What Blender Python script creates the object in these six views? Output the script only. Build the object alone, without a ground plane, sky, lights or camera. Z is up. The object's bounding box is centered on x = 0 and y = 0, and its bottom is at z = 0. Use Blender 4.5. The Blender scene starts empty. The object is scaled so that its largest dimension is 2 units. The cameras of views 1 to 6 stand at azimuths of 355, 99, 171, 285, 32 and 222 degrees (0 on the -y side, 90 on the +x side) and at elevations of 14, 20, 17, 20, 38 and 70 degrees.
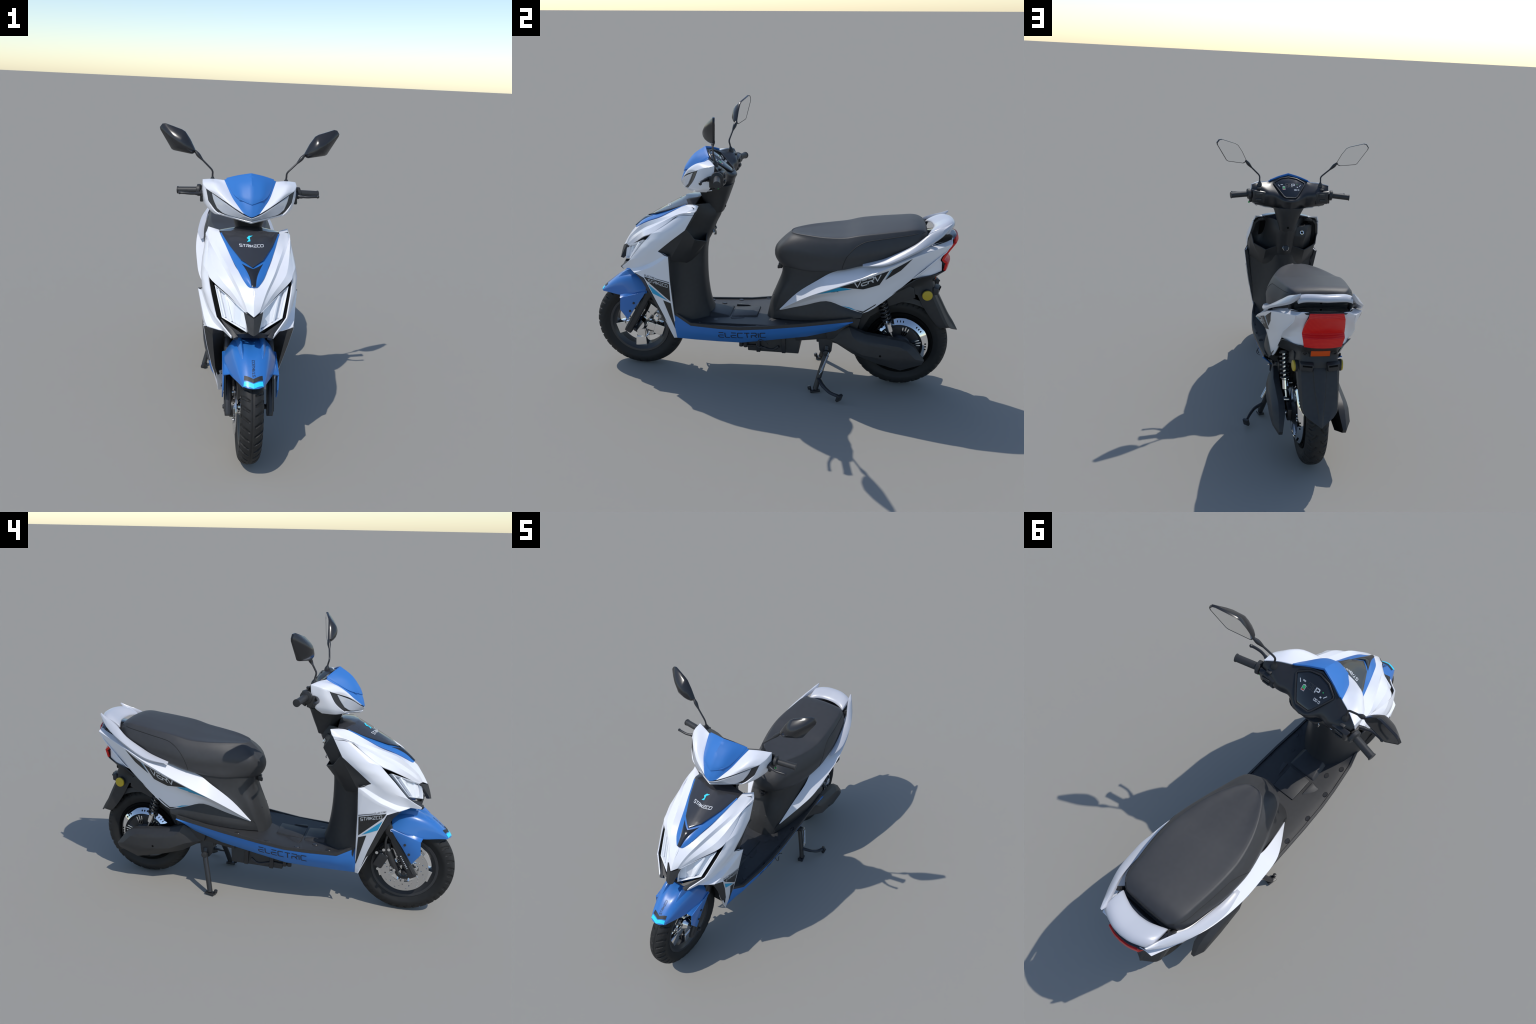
# Electric scooter, built part by part.  Metres, z up, front of the scooter faces -y.
import bpy, bmesh, math
from mathutils import Vector, Matrix
from mathutils.bvhtree import BVHTree

R = math.radians
V = Vector

# --------------------------------------------------------------------------
# materials
# --------------------------------------------------------------------------
def principled(name, color, rough=0.5, metal=0.0, coat=0.0, spec=0.5, grain=0.0, grain_scale=60.0,
               bump=0.0, bump_scale=400.0, transmission=0.0, emit=0.0):
    m = bpy.data.materials.new(name)
    m.use_nodes = True
    nt = m.node_tree
    b = nt.nodes["Principled BSDF"]
    b.inputs["Base Color"].default_value = (*color, 1)
    b.inputs["Roughness"].default_value = rough
    b.inputs["Metallic"].default_value = metal
    b.inputs["Specular IOR Level"].default_value = spec
    b.inputs["Coat Weight"].default_value = coat
    b.inputs["Coat Roughness"].default_value = 0.06
    b.inputs["Transmission Weight"].default_value = transmission
    if emit:
        b.inputs["Emission Color"].default_value = (*color, 1)
        b.inputs["Emission Strength"].default_value = emit
    tc = nt.nodes.new("ShaderNodeTexCoord")
    if grain:
        n = nt.nodes.new("ShaderNodeTexNoise")
        n.inputs["Scale"].default_value = grain_scale
        n.inputs["Detail"].default_value = 4
        nt.links.new(tc.outputs["Object"], n.inputs["Vector"])
        r = nt.nodes.new("ShaderNodeValToRGB")
        r.color_ramp.elements[0].position = 0.3
        r.color_ramp.elements[1].position = 0.7
        r.color_ramp.elements[0].color = (*[c * (1 - grain) for c in color], 1)
        r.color_ramp.elements[1].color = (*[min(1, c * (1 + grain)) for c in color], 1)
        nt.links.new(n.outputs["Fac"], r.inputs["Fac"])
        nt.links.new(r.outputs["Color"], b.inputs["Base Color"])
    if bump:
        n2 = nt.nodes.new("ShaderNodeTexNoise")
        n2.inputs["Scale"].default_value = bump_scale
        n2.inputs["Detail"].default_value = 3
        nt.links.new(tc.outputs["Object"], n2.inputs["Vector"])
        bp = nt.nodes.new("ShaderNodeBump")
        bp.inputs["Strength"].default_value = bump
        bp.inputs["Distance"].default_value = 0.001
        nt.links.new(n2.outputs["Fac"], bp.inputs["Height"])
        nt.links.new(bp.outputs["Normal"], b.inputs["Normal"])
    return m


WHITE = principled("white_paint", (0.78, 0.785, 0.825), 0.30, coat=0.30)
BLUE = principled("blue_paint", (0.027, 0.160, 0.485), 0.32, coat=0.3)
BLUE_MATT = principled("blue_paint_shade_lightened", (0.032, 0.172, 0.510), 0.50, coat=0.0, spec=0.4)  # same blue paint, base lightened to reach the skirts' tone in shade
PLASTIC = principled("black_plastic", (0.030, 0.030, 0.031), 0.50, spec=0.45, grain=0.08, bump=0.08, bump_scale=900)
PLASTIC_SMOOTH = principled("black_smooth_plastic", (0.022, 0.022, 0.024), 0.36, spec=0.5)
MIRROR_SHELL = principled("mirror_shell_black", (0.020, 0.020, 0.022), 0.24, spec=0.5)
RAIL = principled("grab_rail_paint", (0.52, 0.53, 0.575), 0.28, coat=0.3)
GLOSS = principled("black_gloss", (0.014, 0.015, 0.018), 0.10, coat=0.4)
PLATE = principled("nose_plate_gloss", (0.034, 0.035, 0.040), 0.16, coat=0.3)
PITCH = principled("matt_black_void", (0.004, 0.004, 0.004), 0.8, spec=0.1)
DECAL_BLACK = principled("black_sticker", (0.020, 0.020, 0.020), 0.45, grain=0.35, grain_scale=260)
LETTER_BLACK = principled("black_print", (0.018, 0.019, 0.022), 0.5)
LETTER_WHITE = principled("silver_print", (0.62, 0.64, 0.67), 0.4)
CYAN = principled("cyan_sticker", (0.02, 0.36, 0.62), 0.4)
CYAN_BRIGHT = principled("bright_cyan_sticker", (0.03, 0.68, 0.95), 0.35)
VINYL = principled("seat_vinyl", (0.042, 0.042, 0.044), 0.52, spec=0.45, grain=0.06, grain_scale=40,
                   bump=0.15, bump_scale=1100)
SEAM = principled("seam_thread", (0.012, 0.012, 0.012), 0.7)
RUBBER = principled("tyre_rubber", (0.016, 0.016, 0.016), 0.62, spec=0.35, grain=0.12)
RIM = principled("dark_rim_paint", (0.030, 0.031, 0.034), 0.38, coat=0.1)
CHROME = principled("chrome", (0.80, 0.80, 0.80), 0.06, metal=1.0)
STEEL = principled("brushed_steel", (0.70, 0.70, 0.70), 0.16, metal=1.0)
SILVER = principled("silver_reflector", (0.78, 0.79, 0.82), 0.22, metal=0.25)
MIRROR = principled("mirror_glass", (0.95, 0.955, 0.96), 0.02, metal=1.0)
LAMP_WHITE = principled("lamp_white_lens", (0.80, 0.82, 0.86), 0.12, coat=0.6)
LAMP_INNER = principled("lamp_reflector_white", (0.74, 0.76, 0.80), 0.18, metal=0.1, coat=0.5)
SMOKE = principled("indicator_lens", (0.42, 0.44, 0.48), 0.10, coat=0.5)
AMBER = principled("amber_reflector", (0.50, 0.36, 0.02), 0.35)
ORANGE = principled("orange_reflector", (0.68, 0.085, 0.010), 0.55, spec=0.2)
GREEN = principled("green_tab", (0.02, 0.35, 0.07), 0.5)
LED_WHITE = principled("display_white", (0.55, 0.58, 0.62), 0.4, emit=0.10)
LED_GREEN = principled("display_green", (0.03, 0.45, 0.14), 0.4, emit=0.15)
LED_RED = principled("display_red", (0.55, 0.04, 0.03), 0.4, emit=0.15)
LED_DIM = principled("display_unlit", (0.035, 0.036, 0.040), 0.4)


def red_lamp_material():
    m = principled("red_lamp_lens", (0.55, 0.012, 0.012), 0.16, coat=0.4)
    nt = m.node_tree
    b = nt.nodes["Principled BSDF"]
    tc = nt.nodes.new("ShaderNodeTexCoord")
    waves = []
    for ax, sc in (("X", 60.0), ("Z", 44.0)):
        w = nt.nodes.new("ShaderNodeTexWave")
        w.wave_type = "BANDS"
        w.bands_direction = ax
        w.inputs["Scale"].default_value = sc
        w.inputs["Distortion"].default_value = 0.6
        nt.links.new(tc.outputs["Object"], w.inputs["Vector"])
        waves.append(w)
    mul = nt.nodes.new("ShaderNodeMath")
    mul.operation = "MULTIPLY"
    nt.links.new(waves[0].outputs["Fac"], mul.inputs[0])
    nt.links.new(waves[1].outputs["Fac"], mul.inputs[1])
    n = nt.nodes.new("ShaderNodeTexNoise")
    n.inputs["Scale"].default_value = 14
    nt.links.new(tc.outputs["Object"], n.inputs["Vector"])
    mul2 = nt.nodes.new("ShaderNodeMath")
    mul2.operation = "MULTIPLY"
    nt.links.new(mul.outputs[0], mul2.inputs[0])
    nt.links.new(n.outputs["Fac"], mul2.inputs[1])
    r = nt.nodes.new("ShaderNodeValToRGB")
    r.color_ramp.elements[0].color = (0.66, 0.008, 0.012, 1)
    r.color_ramp.elements[1].color = (0.85, 0.06, 0.035, 1)
    r.color_ramp.elements[1].position = 0.55
    nt.links.new(mul2.outputs[0], r.inputs["Fac"])
    nt.links.new(r.outputs["Color"], b.inputs["Base Color"])
    return m


RED = red_lamp_material()
RED.node_tree.nodes["Principled BSDF"].inputs["Coat Weight"].default_value = 0.05
RED.node_tree.nodes["Principled BSDF"].inputs["Roughness"].default_value = 0.35
RED.node_tree.nodes["Principled BSDF"].inputs["Specular IOR Level"].default_value = 0.25

# --------------------------------------------------------------------------
# geometry helpers
# --------------------------------------------------------------------------
ROOT = bpy.data.objects.new("electric_scooter", None)
bpy.context.scene.collection.objects.link(ROOT)
ROOT["label"] = "white and blue electric scooter with black seat"
ROOT["category"] = "motor scooter"


def catmull(pts, n):
    """Catmull-Rom curve through pts, n segments per span."""
    out = []
    k = len(pts)
    for i in range(k - 1):
        p0 = pts[i - 1] if i > 0 else pts[i] * 2 - pts[i + 1]
        p1, p2 = pts[i], pts[i + 1]
        p3 = pts[i + 2] if i + 2 < k else pts[i + 1] * 2 - pts[i]
        for j in range(n):
            t = j / n
            out.append(0.5 * ((2 * p1) + (p2 - p0) * t + (2 * p0 - 5 * p1 + 4 * p2 - p3) * t * t
                              + (3 * p1 - p0 - 3 * p2 + p3) * t ** 3))
    out.append(pts[-1].copy())
    return out


def linear(pts, n):
    out = []
    for a, b in zip(pts, pts[1:]):
        out += [a.lerp(b, j / n) for j in range(n)]
    out.append(pts[-1].copy())
    return out


def grid(rows, nu=4, nv=4, curve_u=True, curve_v=True):
    """Surface through rows of control points: nu = subdivisions along a row, nv = between rows."""
    rows = [[V(p) for p in r] for r in rows]
    fu = catmull if curve_u else linear
    fv = catmull if curve_v else linear
    rows = [fu(r, nu) for r in rows] if len(rows[0]) > 1 else rows
    cols = [fv([r[i] for r in rows], nv) for i in range(len(rows[0]))]
    nr, nc = len(cols[0]), len(cols)
    verts = [cols[c][r] for r in range(nr) for c in range(nc)]
    faces = [(r * nc + c, r * nc + c + 1, (r + 1) * nc + c + 1, (r + 1) * nc + c)
             for r in range(nr - 1) for c in range(nc - 1)]
    return verts, faces


def join(*parts):
    vs, fs = [], []
    for v, f in parts:
        o = len(vs)
        vs += [V(p) for p in v]
        fs += [tuple(i + o for i in q) for q in f]
    return vs, fs


def flip_x(part):
    v, f = part
    return [V((-p[0], p[1], p[2])) for p in v], [tuple(reversed(q)) for q in f]


def both(part):
    return join(part, flip_x(part))


def moved(part, m):
    return [m @ V(p) for p in part[0]], part[1]


def tube(pts, radii, n=12, caps=True, squash=1.0, up=None):
    """Round bar swept along pts."""
    pts = [V(p) for p in pts]
    if not hasattr(radii, "__len__"):
        radii = [radii] * len(pts)
    vs, fs = [], []
    prev = None
    for i, p in enumerate(pts):
        t = (pts[min(i + 1, len(pts) - 1)] - pts[max(i - 1, 0)]).normalized()
        if prev is None:
            ref = V(up) if up else (V((0, 0, 1)) if abs(t.z) < 0.9 else V((1, 0, 0)))
            a = (ref - t * ref.dot(t)).normalized()
        else:
            a = (prev - t * prev.dot(t)).normalized()
        prev = a
        b = t.cross(a)
        for k in range(n):
            ang = 2 * math.pi * k / n
            vs.append(p + radii[i] * (a * math.cos(ang) * squash + b * math.sin(ang)))
    for i in range(len(pts) - 1):
        for k in range(n):
            k2 = (k + 1) % n
            fs.append((i * n + k, i * n + k2, (i + 1) * n + k2, (i + 1) * n + k))
    if caps:
        fs.append(tuple(reversed(range(n))))
        fs.append(tuple(range((len(pts) - 1) * n, len(pts) * n)))
    return vs, fs


def lathe_x(profile, n=64, centre=(0, 0, 0), closed=False):
    """Revolve (x, r) profile around the x axis through centre."""
    c = V(centre)
    vs, fs = [], []
    m = len(profile)
    for k in range(n):
        a = 2 * math.pi * k / n
        for x, r in profile:
            vs.append(c + V((x, r * math.cos(a), r * math.sin(a))))
    for k in range(n):
        k2 = (k + 1) % n
        for j in range(m if closed else m - 1):
            j2 = (j + 1) % m
            fs.append((k * m + j, k * m + j2, k2 * m + j2, k2 * m + j))
    return vs, fs


def box(c, s, rot=(0, 0, 0)):
    m = Matrix.Translation(V(c)) @ Matrix.Rotation(rot[2], 4, "Z") @ Matrix.Rotation(rot[1], 4, "Y") @ Matrix.Rotation(rot[0], 4, "X")
    h = [d / 2 for d in s]
    vs = [m @ V((x * h[0], y * h[1], z * h[2])) for x in (-1, 1) for y in (-1, 1) for z in (-1, 1)]
    fs = [(0, 1, 3, 2), (4, 6, 7, 5), (0, 4, 5, 1), (2, 3, 7, 6), (0, 2, 6, 4), (1, 5, 7, 3)]
    return vs, fs


def stack(rings, cap0=True, cap1=True):
    """Closed loft through rings of equal point count."""
    n = len(rings[0])
    vs = [V(p) for r in rings for p in r]
    fs = []
    for i in range(len(rings) - 1):
        for k in range(n):
            k2 = (k + 1) % n
            fs.append((i * n + k, i * n + k2, (i + 1) * n + k2, (i + 1) * n + k))
    if cap0:
        fs.append(tuple(reversed(range(n))))
    if cap1:
        fs.append(tuple(range((len(rings) - 1) * n, len(rings) * n)))
    return vs, fs


def prism(poly, offset):
    """Polygon of 3D points extruded by the offset vector."""
    return stack([[V(p) for p in poly], [V(p) + V(offset) for p in poly]])


def build(name, part, mat, parent=None, thick=0.0, inside=None, away=None, bevel=0.0, segs=2,
          subsurf=0, angle=35, pair=False, weld=True, kind=None):
    vs, fs = part
    me = bpy.data.meshes.new(name)
    me.from_pydata([tuple(v) for v in vs], [], fs)
    bm = bmesh.new()
    bm.from_mesh(me)
    if weld:
        bmesh.ops.remove_doubles(bm, verts=bm.verts, dist=0.0004)
    bmesh.ops.recalc_face_normals(bm, faces=bm.faces)
    if inside is not None or away is not None:
        # point open shells outwards
        s = 0.0
        for f in bm.faces:
            d = (f.calc_center_median() - V(inside)) if inside is not None else V(away)
            if inside is not None and f.calc_center_median().x < 0:
                d = f.calc_center_median() - V((-inside[0], inside[1], inside[2]))
            s += f.normal.dot(d.normalized()) * f.calc_area()
        if s < 0:
            bmesh.ops.reverse_faces(bm, faces=bm.faces)
    bm.to_mesh(me)
    bm.free()
    ob = bpy.data.objects.new(name, me)
    bpy.context.scene.collection.objects.link(ob)
    if thick:
        m = ob.modifiers.new("thickness", "SOLIDIFY")
        m.thickness = thick
        m.offset = -1
        m.use_even_offset = False
    if subsurf:
        m = ob.modifiers.new("smooth", "SUBSURF")
        m.levels = m.render_levels = subsurf
    if bevel:
        m = ob.modifiers.new("edges", "BEVEL")
        m.width = bevel
        m.segments = segs
        m.limit_method = "ANGLE"
        m.angle_limit = R(40)
        m.use_clamp_overlap = True
    if thick or bevel or subsurf:
        dg = bpy.context.evaluated_depsgraph_get()
        new = bpy.data.meshes.new_from_object(ob.evaluated_get(dg))
        ob.modifiers.clear()
        ob.data = new
        bpy.data.meshes.remove(me)
        new.name = name
        me = new
    me.shade_smooth()
    me.set_sharp_from_angle(angle=R(angle))
    me.materials.clear()
    me.materials.append(mat)
    ob.parent = parent or ROOT
    if kind:
        ob["kind"] = kind
    if pair:
        o2 = ob.copy()
        o2.name = name
        o2.scale = (-1, 1, 1)
        bpy.context.scene.collection.objects.link(o2)
        return ob, o2
    return ob


def bvh_of(*obs):
    vs, fs = [], []
    for o in obs:
        o0 = len(vs)
        sx = o.scale.x
        vs += [V((v.co.x * sx, v.co.y, v.co.z)) for v in o.data.vertices]
        fs += [tuple(i + o0 for i in p.vertices) for p in o.data.polygons]
    return BVHTree.FromPolygons(vs, fs)


def decal(name, polys, to3d, direction, bvh, mat, parent, lift=0.0012, cell=0.012, pair=False, thick=0.0):
    """Flat 2D polygons laid on a surface: to3d maps (u, v) to a start point, rays go along direction."""
    bm = bmesh.new()
    for poly in polys:
        bm.faces.new([bm.verts.new((p[0], p[1], 0)) for p in poly])
    bmesh.ops.triangulate(bm, faces=bm.faces[:])
    for _ in range(5):
        long = [e for e in bm.edges if e.calc_length() > cell]
        if not long:
            break
        bmesh.ops.subdivide_edges(bm, edges=long, cuts=1, use_grid_fill=True)
        bmesh.ops.triangulate(bm, faces=bm.faces[:])
    d = V(direction).normalized()
    vs = []
    last = None
    for v in bm.verts:
        o = V(to3d(v.co.x, v.co.y))
        hit, nrm, _, _ = bvh.ray_cast(o, d)
        if hit is None:
            hit, nrm, _, _ = bvh.find_nearest(o + d * (last if last else 0.3))
        else:
            last = (hit - o).length
        if nrm.dot(d) > 0:
            nrm = -nrm
        vs.append(hit + nrm * lift)
    bm.verts.ensure_lookup_table()
    fs = [tuple(v.index for v in f.verts) for f in bm.faces]
    bm.verts.index_update()
    fs = [tuple(v.index for v in f.verts) for f in bm.faces]
    bm.free()
    return build(name, (vs, fs), mat, parent, away=-d, weld=False, pair=pair, thick=thick)


# stroke alphabet: every glyph is a list of polylines in a unit box
GLYPHS = {
    "E": (0.85, [[(0.05, 1), (0.85, 1)], [(0.12, 0.52), (0.85, 0.52)], [(0.0, 0.52), (0.0, 0.12), (0.14, 0), (0.85, 0)]]),
    "L": (0.75, [[(0, 1), (0, 0.12), (0.14, 0), (0.75, 0)]]),
    "C": (0.85, [[(0.85, 1), (0.12, 1), (0, 0.88), (0, 0.12), (0.12, 0), (0.85, 0)]]),
    "T": (0.85, [[(0, 1), (0.85, 1)], [(0.43, 1), (0.43, 0)]]),
    "R": (0.85, [[(0, 1), (0.75, 1), (0.85, 0.88), (0.85, 0.6), (0.75, 0.48), (0.0, 0.48), (0.0, 0)], [(0.5, 0.48), (0.85, 0)]]),
    "I": (0.12, [[(0.06, 1), (0.06, 0)]]),
    "V": (0.95, [[(0, 1), (0.47, 0), (0.95, 1)]]),
    "S": (0.85, [[(0.85, 1), (0.1, 1), (0, 0.9), (0, 0.6), (0.1, 0.5), (0.75, 0.5), (0.85, 0.4), (0.85, 0.1), (0.75, 0), (0, 0)]]),
    "K": (0.85, [[(0, 1), (0, 0)], [(0.85, 1), (0.3, 0.5), (0.85, 0)], [(0, 0.5), (0.3, 0.5)]]),
    "O": (0.9, [[(0.12, 1), (0.78, 1), (0.9, 0.88), (0.9, 0.12), (0.78, 0), (0.12, 0), (0, 0.12), (0, 0.88), (0.12, 1)]]),
    "P": (0.8, [[(0, 0), (0, 1), (0.7, 1), (0.8, 0.9), (0.8, 0.55), (0.7, 0.45), (0, 0.45)]]),
    "0": (0.7, [[(0, 0), (0, 1), (0.7, 1), (0.7, 0), (0, 0)]]),
    "8": (0.7, [[(0, 0), (0, 1), (0.7, 1), (0.7, 0), (0, 0)], [(0, 0.5), (0.7, 0.5)]]),
}


def ribbon(line, w):
    """Thick polyline as quads."""
    pts = [V((p[0], p[1])) for p in line]
    out = []
    sides = []
    closed = (pts[0] - pts[-1]).length < 1e-6
    n = len(pts)
    for i in range(n):
        a = pts[i] - pts[i - 1] if i > 0 else (pts[-1] - pts[-2] if closed else pts[1] - pts[0])
        b = pts[i + 1] - pts[i] if i < n - 1 else (pts[1] - pts[0] if closed else pts[i] - pts[i - 1])
        a, b = a.normalized(), b.normalized()
        na, nb = V((-a.y, a.x)), V((-b.y, b.x))
        m = (na + nb)
        m = m.normalized() if m.length > 1e-6 else na
        k = min(1.6, 1 / max(0.3, m.dot(na)))
        sides.append((pts[i] + m * w / 2 * k, pts[i] - m * w / 2 * k))
    for s, t in zip(sides, sides[1:]):
        out.append([tuple(s[0]), tuple(s[1]), tuple(t[1]), tuple(t[0])])
    return out


def lettering(text, height, weight=0.14, gap=0.22, width=1.0, slant=0.0):
    """Polygons of a word, baseline at 0, growing to +u; returns polygons and total width."""
    x = 0.0
    polys = []
    for ch in text:
        w, lines = GLYPHS[ch]
        for ln in lines:
            pts = [((x + p[0] * width) * height + slant * p[1] * height, p[1] * height) for p in ln]
            polys += ribbon(pts, weight * height)
        x += w * width + gap
    return polys, (x - gap) * height


def place(polys, origin, u, v):
    """Map local (a, b) letter polygons into a 2D plane: origin + a*u + b*v."""
    return [[(origin[0] + a * u[0] + b * v[0], origin[1] + a * u[1] + b * v[1]) for a, b in p] for p in polys]


# --------------------------------------------------------------------------
# wheels
# --------------------------------------------------------------------------
FW = V((0, -0.748, 0.2535))
RW = V((0, 0.697, 0.2560))


def tyre(centre, radius, width, inner, pitch, steps, style):
    """Tyre with tread grooves pressed into a fine mesh."""
    half = width / 2
    nprof, nang = 44, 640
    prof = []
    for j in range(nprof + 1):
        t = -1 + 2 * j / nprof
        a = t * R(118)
        x = half * math.sin(a) if abs(a) < R(90) else math.copysign(half * (1 - 0.25 * (abs(a) - R(90)) / R(28)), a)
        ca = math.cos(a)
        h = radius - inner
        r = radius - h * (1 - (max(ca, -0.47) + 0.47) / 1.47) ** 1.25
        prof.append((x, r, t))
    vs, fs = [], []
    m = len(prof)
    for k in range(nang):
        a = 2 * math.pi * k / nang
        for x, r, t in prof:
            u = abs(x) / half
            ph = (k / nang * steps)
            g = 0.0
            if u < 0.97 and abs(t) < 0.62:
                if style == "chevron":
                    f = (ph + u * 0.75 + (0.5 if x > 0 else 0)) % 1.0
                    if 0.22 < u < 0.95 and min(f, 1 - f) < 0.20 * (0.35 + u * 0.65):
                        g = 0.0065
                    if u < 0.035:
                        g = 0.003
                else:
                    f = (ph + math.sin(u * 2.6) * 0.7 + (0.5 if x > 0 else 0)) % 1.0
                    if 0.14 < u < 0.95 and min(f, 1 - f) < 0.13:
                        g = 0.005
                    f2 = (ph * 2 - u * 0.9) % 1.0
                    if 0.5 < u < 0.92 and min(f2, 1 - f2) < 0.10:
                        g = 0.004
            rr = r - g
            vs.append(centre + V((x, rr * math.cos(a), rr * math.sin(a))))
    for k in range(nang):
        k2 = (k + 1) % nang
        for j in range(m - 1):
            fs.append((k * m + j, k * m + j + 1, k2 * m + j + 1, k2 * m + j))
    return vs, fs


def wheel_front():
    c = FW
    # dark cast rim band
    rim = build("front_wheel", lathe_x([(-0.036, 0.176), (-0.042, 0.172), (-0.040, 0.160), (-0.030, 0.150), (-0.024, 0.138),
                                        (0.024, 0.138), (0.030, 0.150), (0.040, 0.160), (0.042, 0.172), (0.036, 0.176)],
                                       96, c, closed=True), RIM)
    build("tyre", tyre(c, 0.2535, 0.102, 0.172, 0, 36, "chevron"), RUBBER, rim, angle=50)
    # five broad chrome spokes
    spokes = []
    for k in range(5):
        a = R(-90 + 72 * k)
        m = Matrix.Translation(c) @ Matrix.Rotation(a, 4, "X")
        rings = []
        for r, w, h in ((0.026, 0.020, 0.024), (0.060, 0.024, 0.026), (0.085, 0.022, 0.024), (0.088, 0.029, 0.030), (0.141, 0.032, 0.032)):
            rings.append([(h, r, -w), (h * 0.55, r, -w * 1.12), (-h * 0.55, r, -w * 1.12), (-h, r, -w), (-h, r, w),
                          (-h * 0.55, r, w * 1.12), (h * 0.55, r, w * 1.12), (h, r, w)])
        spokes.append(moved(stack(rings), m))
    build("spoke", join(*spokes), CHROME, rim, bevel=0.002, angle=25)
    build("hub", join(lathe_x([(-0.05, 0.0), (-0.05, 0.030), (-0.028, 0.044), (0.028, 0.044), (0.05, 0.030), (0.05, 0.0)], 40, c)), CHROME, rim, angle=25)
    build("axle_bolt", join(lathe_x([(0.05, 0.0), (0.05, 0.012), (0.112, 0.012), (0.118, 0.008), (0.118, 0)], 20, c),
                            lathe_x([(-0.05, 0.0), (-0.05, 0.012), (-0.112, 0.012), (-0.118, 0.008), (-0.118, 0)], 20, c)), PLASTIC_SMOOTH, rim)
    # brake disc with drilled holes, on the -x side
    bm = bmesh.new()
    n, r0, r1 = 180, 0.074, 0.124
    rings = []
    for r in [r0 + (r1 - r0) * i / 16 for i in range(17)]:
        rings.append([bm.verts.new((0, r * math.cos(2 * math.pi * k / n), r * math.sin(2 * math.pi * k / n))) for k in range(n)])
    holes = []
    for k in range(36):
        rr = (0.087, 0.100, 0.113)[k % 3]
        holes.append((rr, 2 * math.pi * k / 36))
    for i in range(16):
        for k in range(n):
            q = [rings[i][k], rings[i][(k + 1) % n], rings[i + 1][(k + 1) % n], rings[i + 1][k]]
            cx = sum((v.co for v in q), V()) / 4
            if any((V((0, rr * math.cos(a), rr * math.sin(a))) - cx).length < 0.0032 for rr, a in holes):
                continue
            bm.faces.new(q)
    me_v = [v.co.copy() + c + V((-0.066, 0, 0)) for v in bm.verts]
    bm.verts.index_update()
    me_f = [tuple(v.index for v in f.verts) for f in bm.faces]
    bm.free()
    build("brake_disc", (me_v, me_f), STEEL, rim, thick=0.004, away=(-1, 0, 0), angle=30)
    arms = [box(c + V((-0.066, 0.062 * math.cos(R(30 + 60 * k)), 0.062 * math.sin(R(30 + 60 * k)))), (0.005, 0.040, 0.014), (R(30 + 60 * k), 0, 0)) for k in range(6)]
    build("disc_carrier", join(lathe_x([(-0.062, 0.020), (-0.070, 0.020), (-0.070, 0.050), (-0.062, 0.050)], 48, c, closed=True), *arms), STEEL, rim, angle=30)
    build("sensor_ring", lathe_x([(-0.070, 0.034), (-0.086, 0.034), (-0.086, 0.046), (-0.070, 0.048)], 48, c, closed=True), PLASTIC_SMOOTH, rim, angle=30)
    build("disc_bolt", join(*[lathe_x([(-0.069, 0), (-0.076, 0), (-0.076, 0.006), (-0.069, 0.006)], 12,
                                      c + V((0, 0.066 * math.cos(R(72 * k)), 0.066 * math.sin(R(72 * k))))) for k in range(5)]), CHROME, rim, angle=30)


def wheel_rear():
    c = RW
    rim = build("rear_wheel", lathe_x([(-0.040, 0.178), (-0.048, 0.174), (-0.048, 0.166), (-0.040, 0.158), (-0.040, 0.100),
                                       (0.040, 0.100), (0.040, 0.158), (0.048, 0.166), (0.048, 0.174), (0.040, 0.178)],
                                      96, c, closed=True), PITCH)
    build("tyre", tyre(c, 0.256, 0.108, 0.176, 0, 26, "flame"), RUBBER, rim, angle=50)
    for s in (1, -1):
        # hub motor side: chrome ring with vents, dark drum face and cooling fins
        ring = build("motor_ring", lathe_x([(s * 0.020, 0.154), (s * 0.056, 0.154), (s * 0.060, 0.151), (s * 0.078, 0.122),
                                            (s * 0.070, 0.118), (s * 0.020, 0.118)], 120, c, closed=True), CHROME, rim, angle=30)
        slots = []
        for g in range(8):
            for j in range(-1, 2):
                a = R(45 * g + 6.5 * j)
                p = c + V((s * 0.0685, 0.1365 * math.cos(a), 0.1365 * math.sin(a)))
                slots.append(box(p, (0.006, 0.011, 0.0045), (a, 0, 0)))
        build("vent_slot", join(*slots), PITCH, ring, kind="stuff")
        build("motor_cover", lathe_x([(s * 0.020, 0.121), (s * 0.062, 0.119), (s * 0.072, 0.105), (s * 0.076, 0.060), (s * 0.092, 0.045),
                                      (s * 0.098, 0.0)], 72, c), PLASTIC_SMOOTH, rim, angle=30)
        fins = []
        for g in range(6):
            for j in range(3):
                a = R(60 * g + 8 * (j - 1) + 14)
                ln = (0.045, 0.055, 0.045)[j]
                p = c + V((s * 0.077, 0.088 * math.cos(a), 0.088 * math.sin(a)))
                fins.append(box(p, (0.012, ln, 0.006), (a, 0, 0)))
        build("motor_fin", join(*fins), CHROME, rim, bevel=0.0015)
    build("axle", join(tube([(-0.13, c.y, c.z), (0.13, c.y, c.z)], 0.012, 16)), STEEL, rim)


wheel_front()
wheel_rear()

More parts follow.
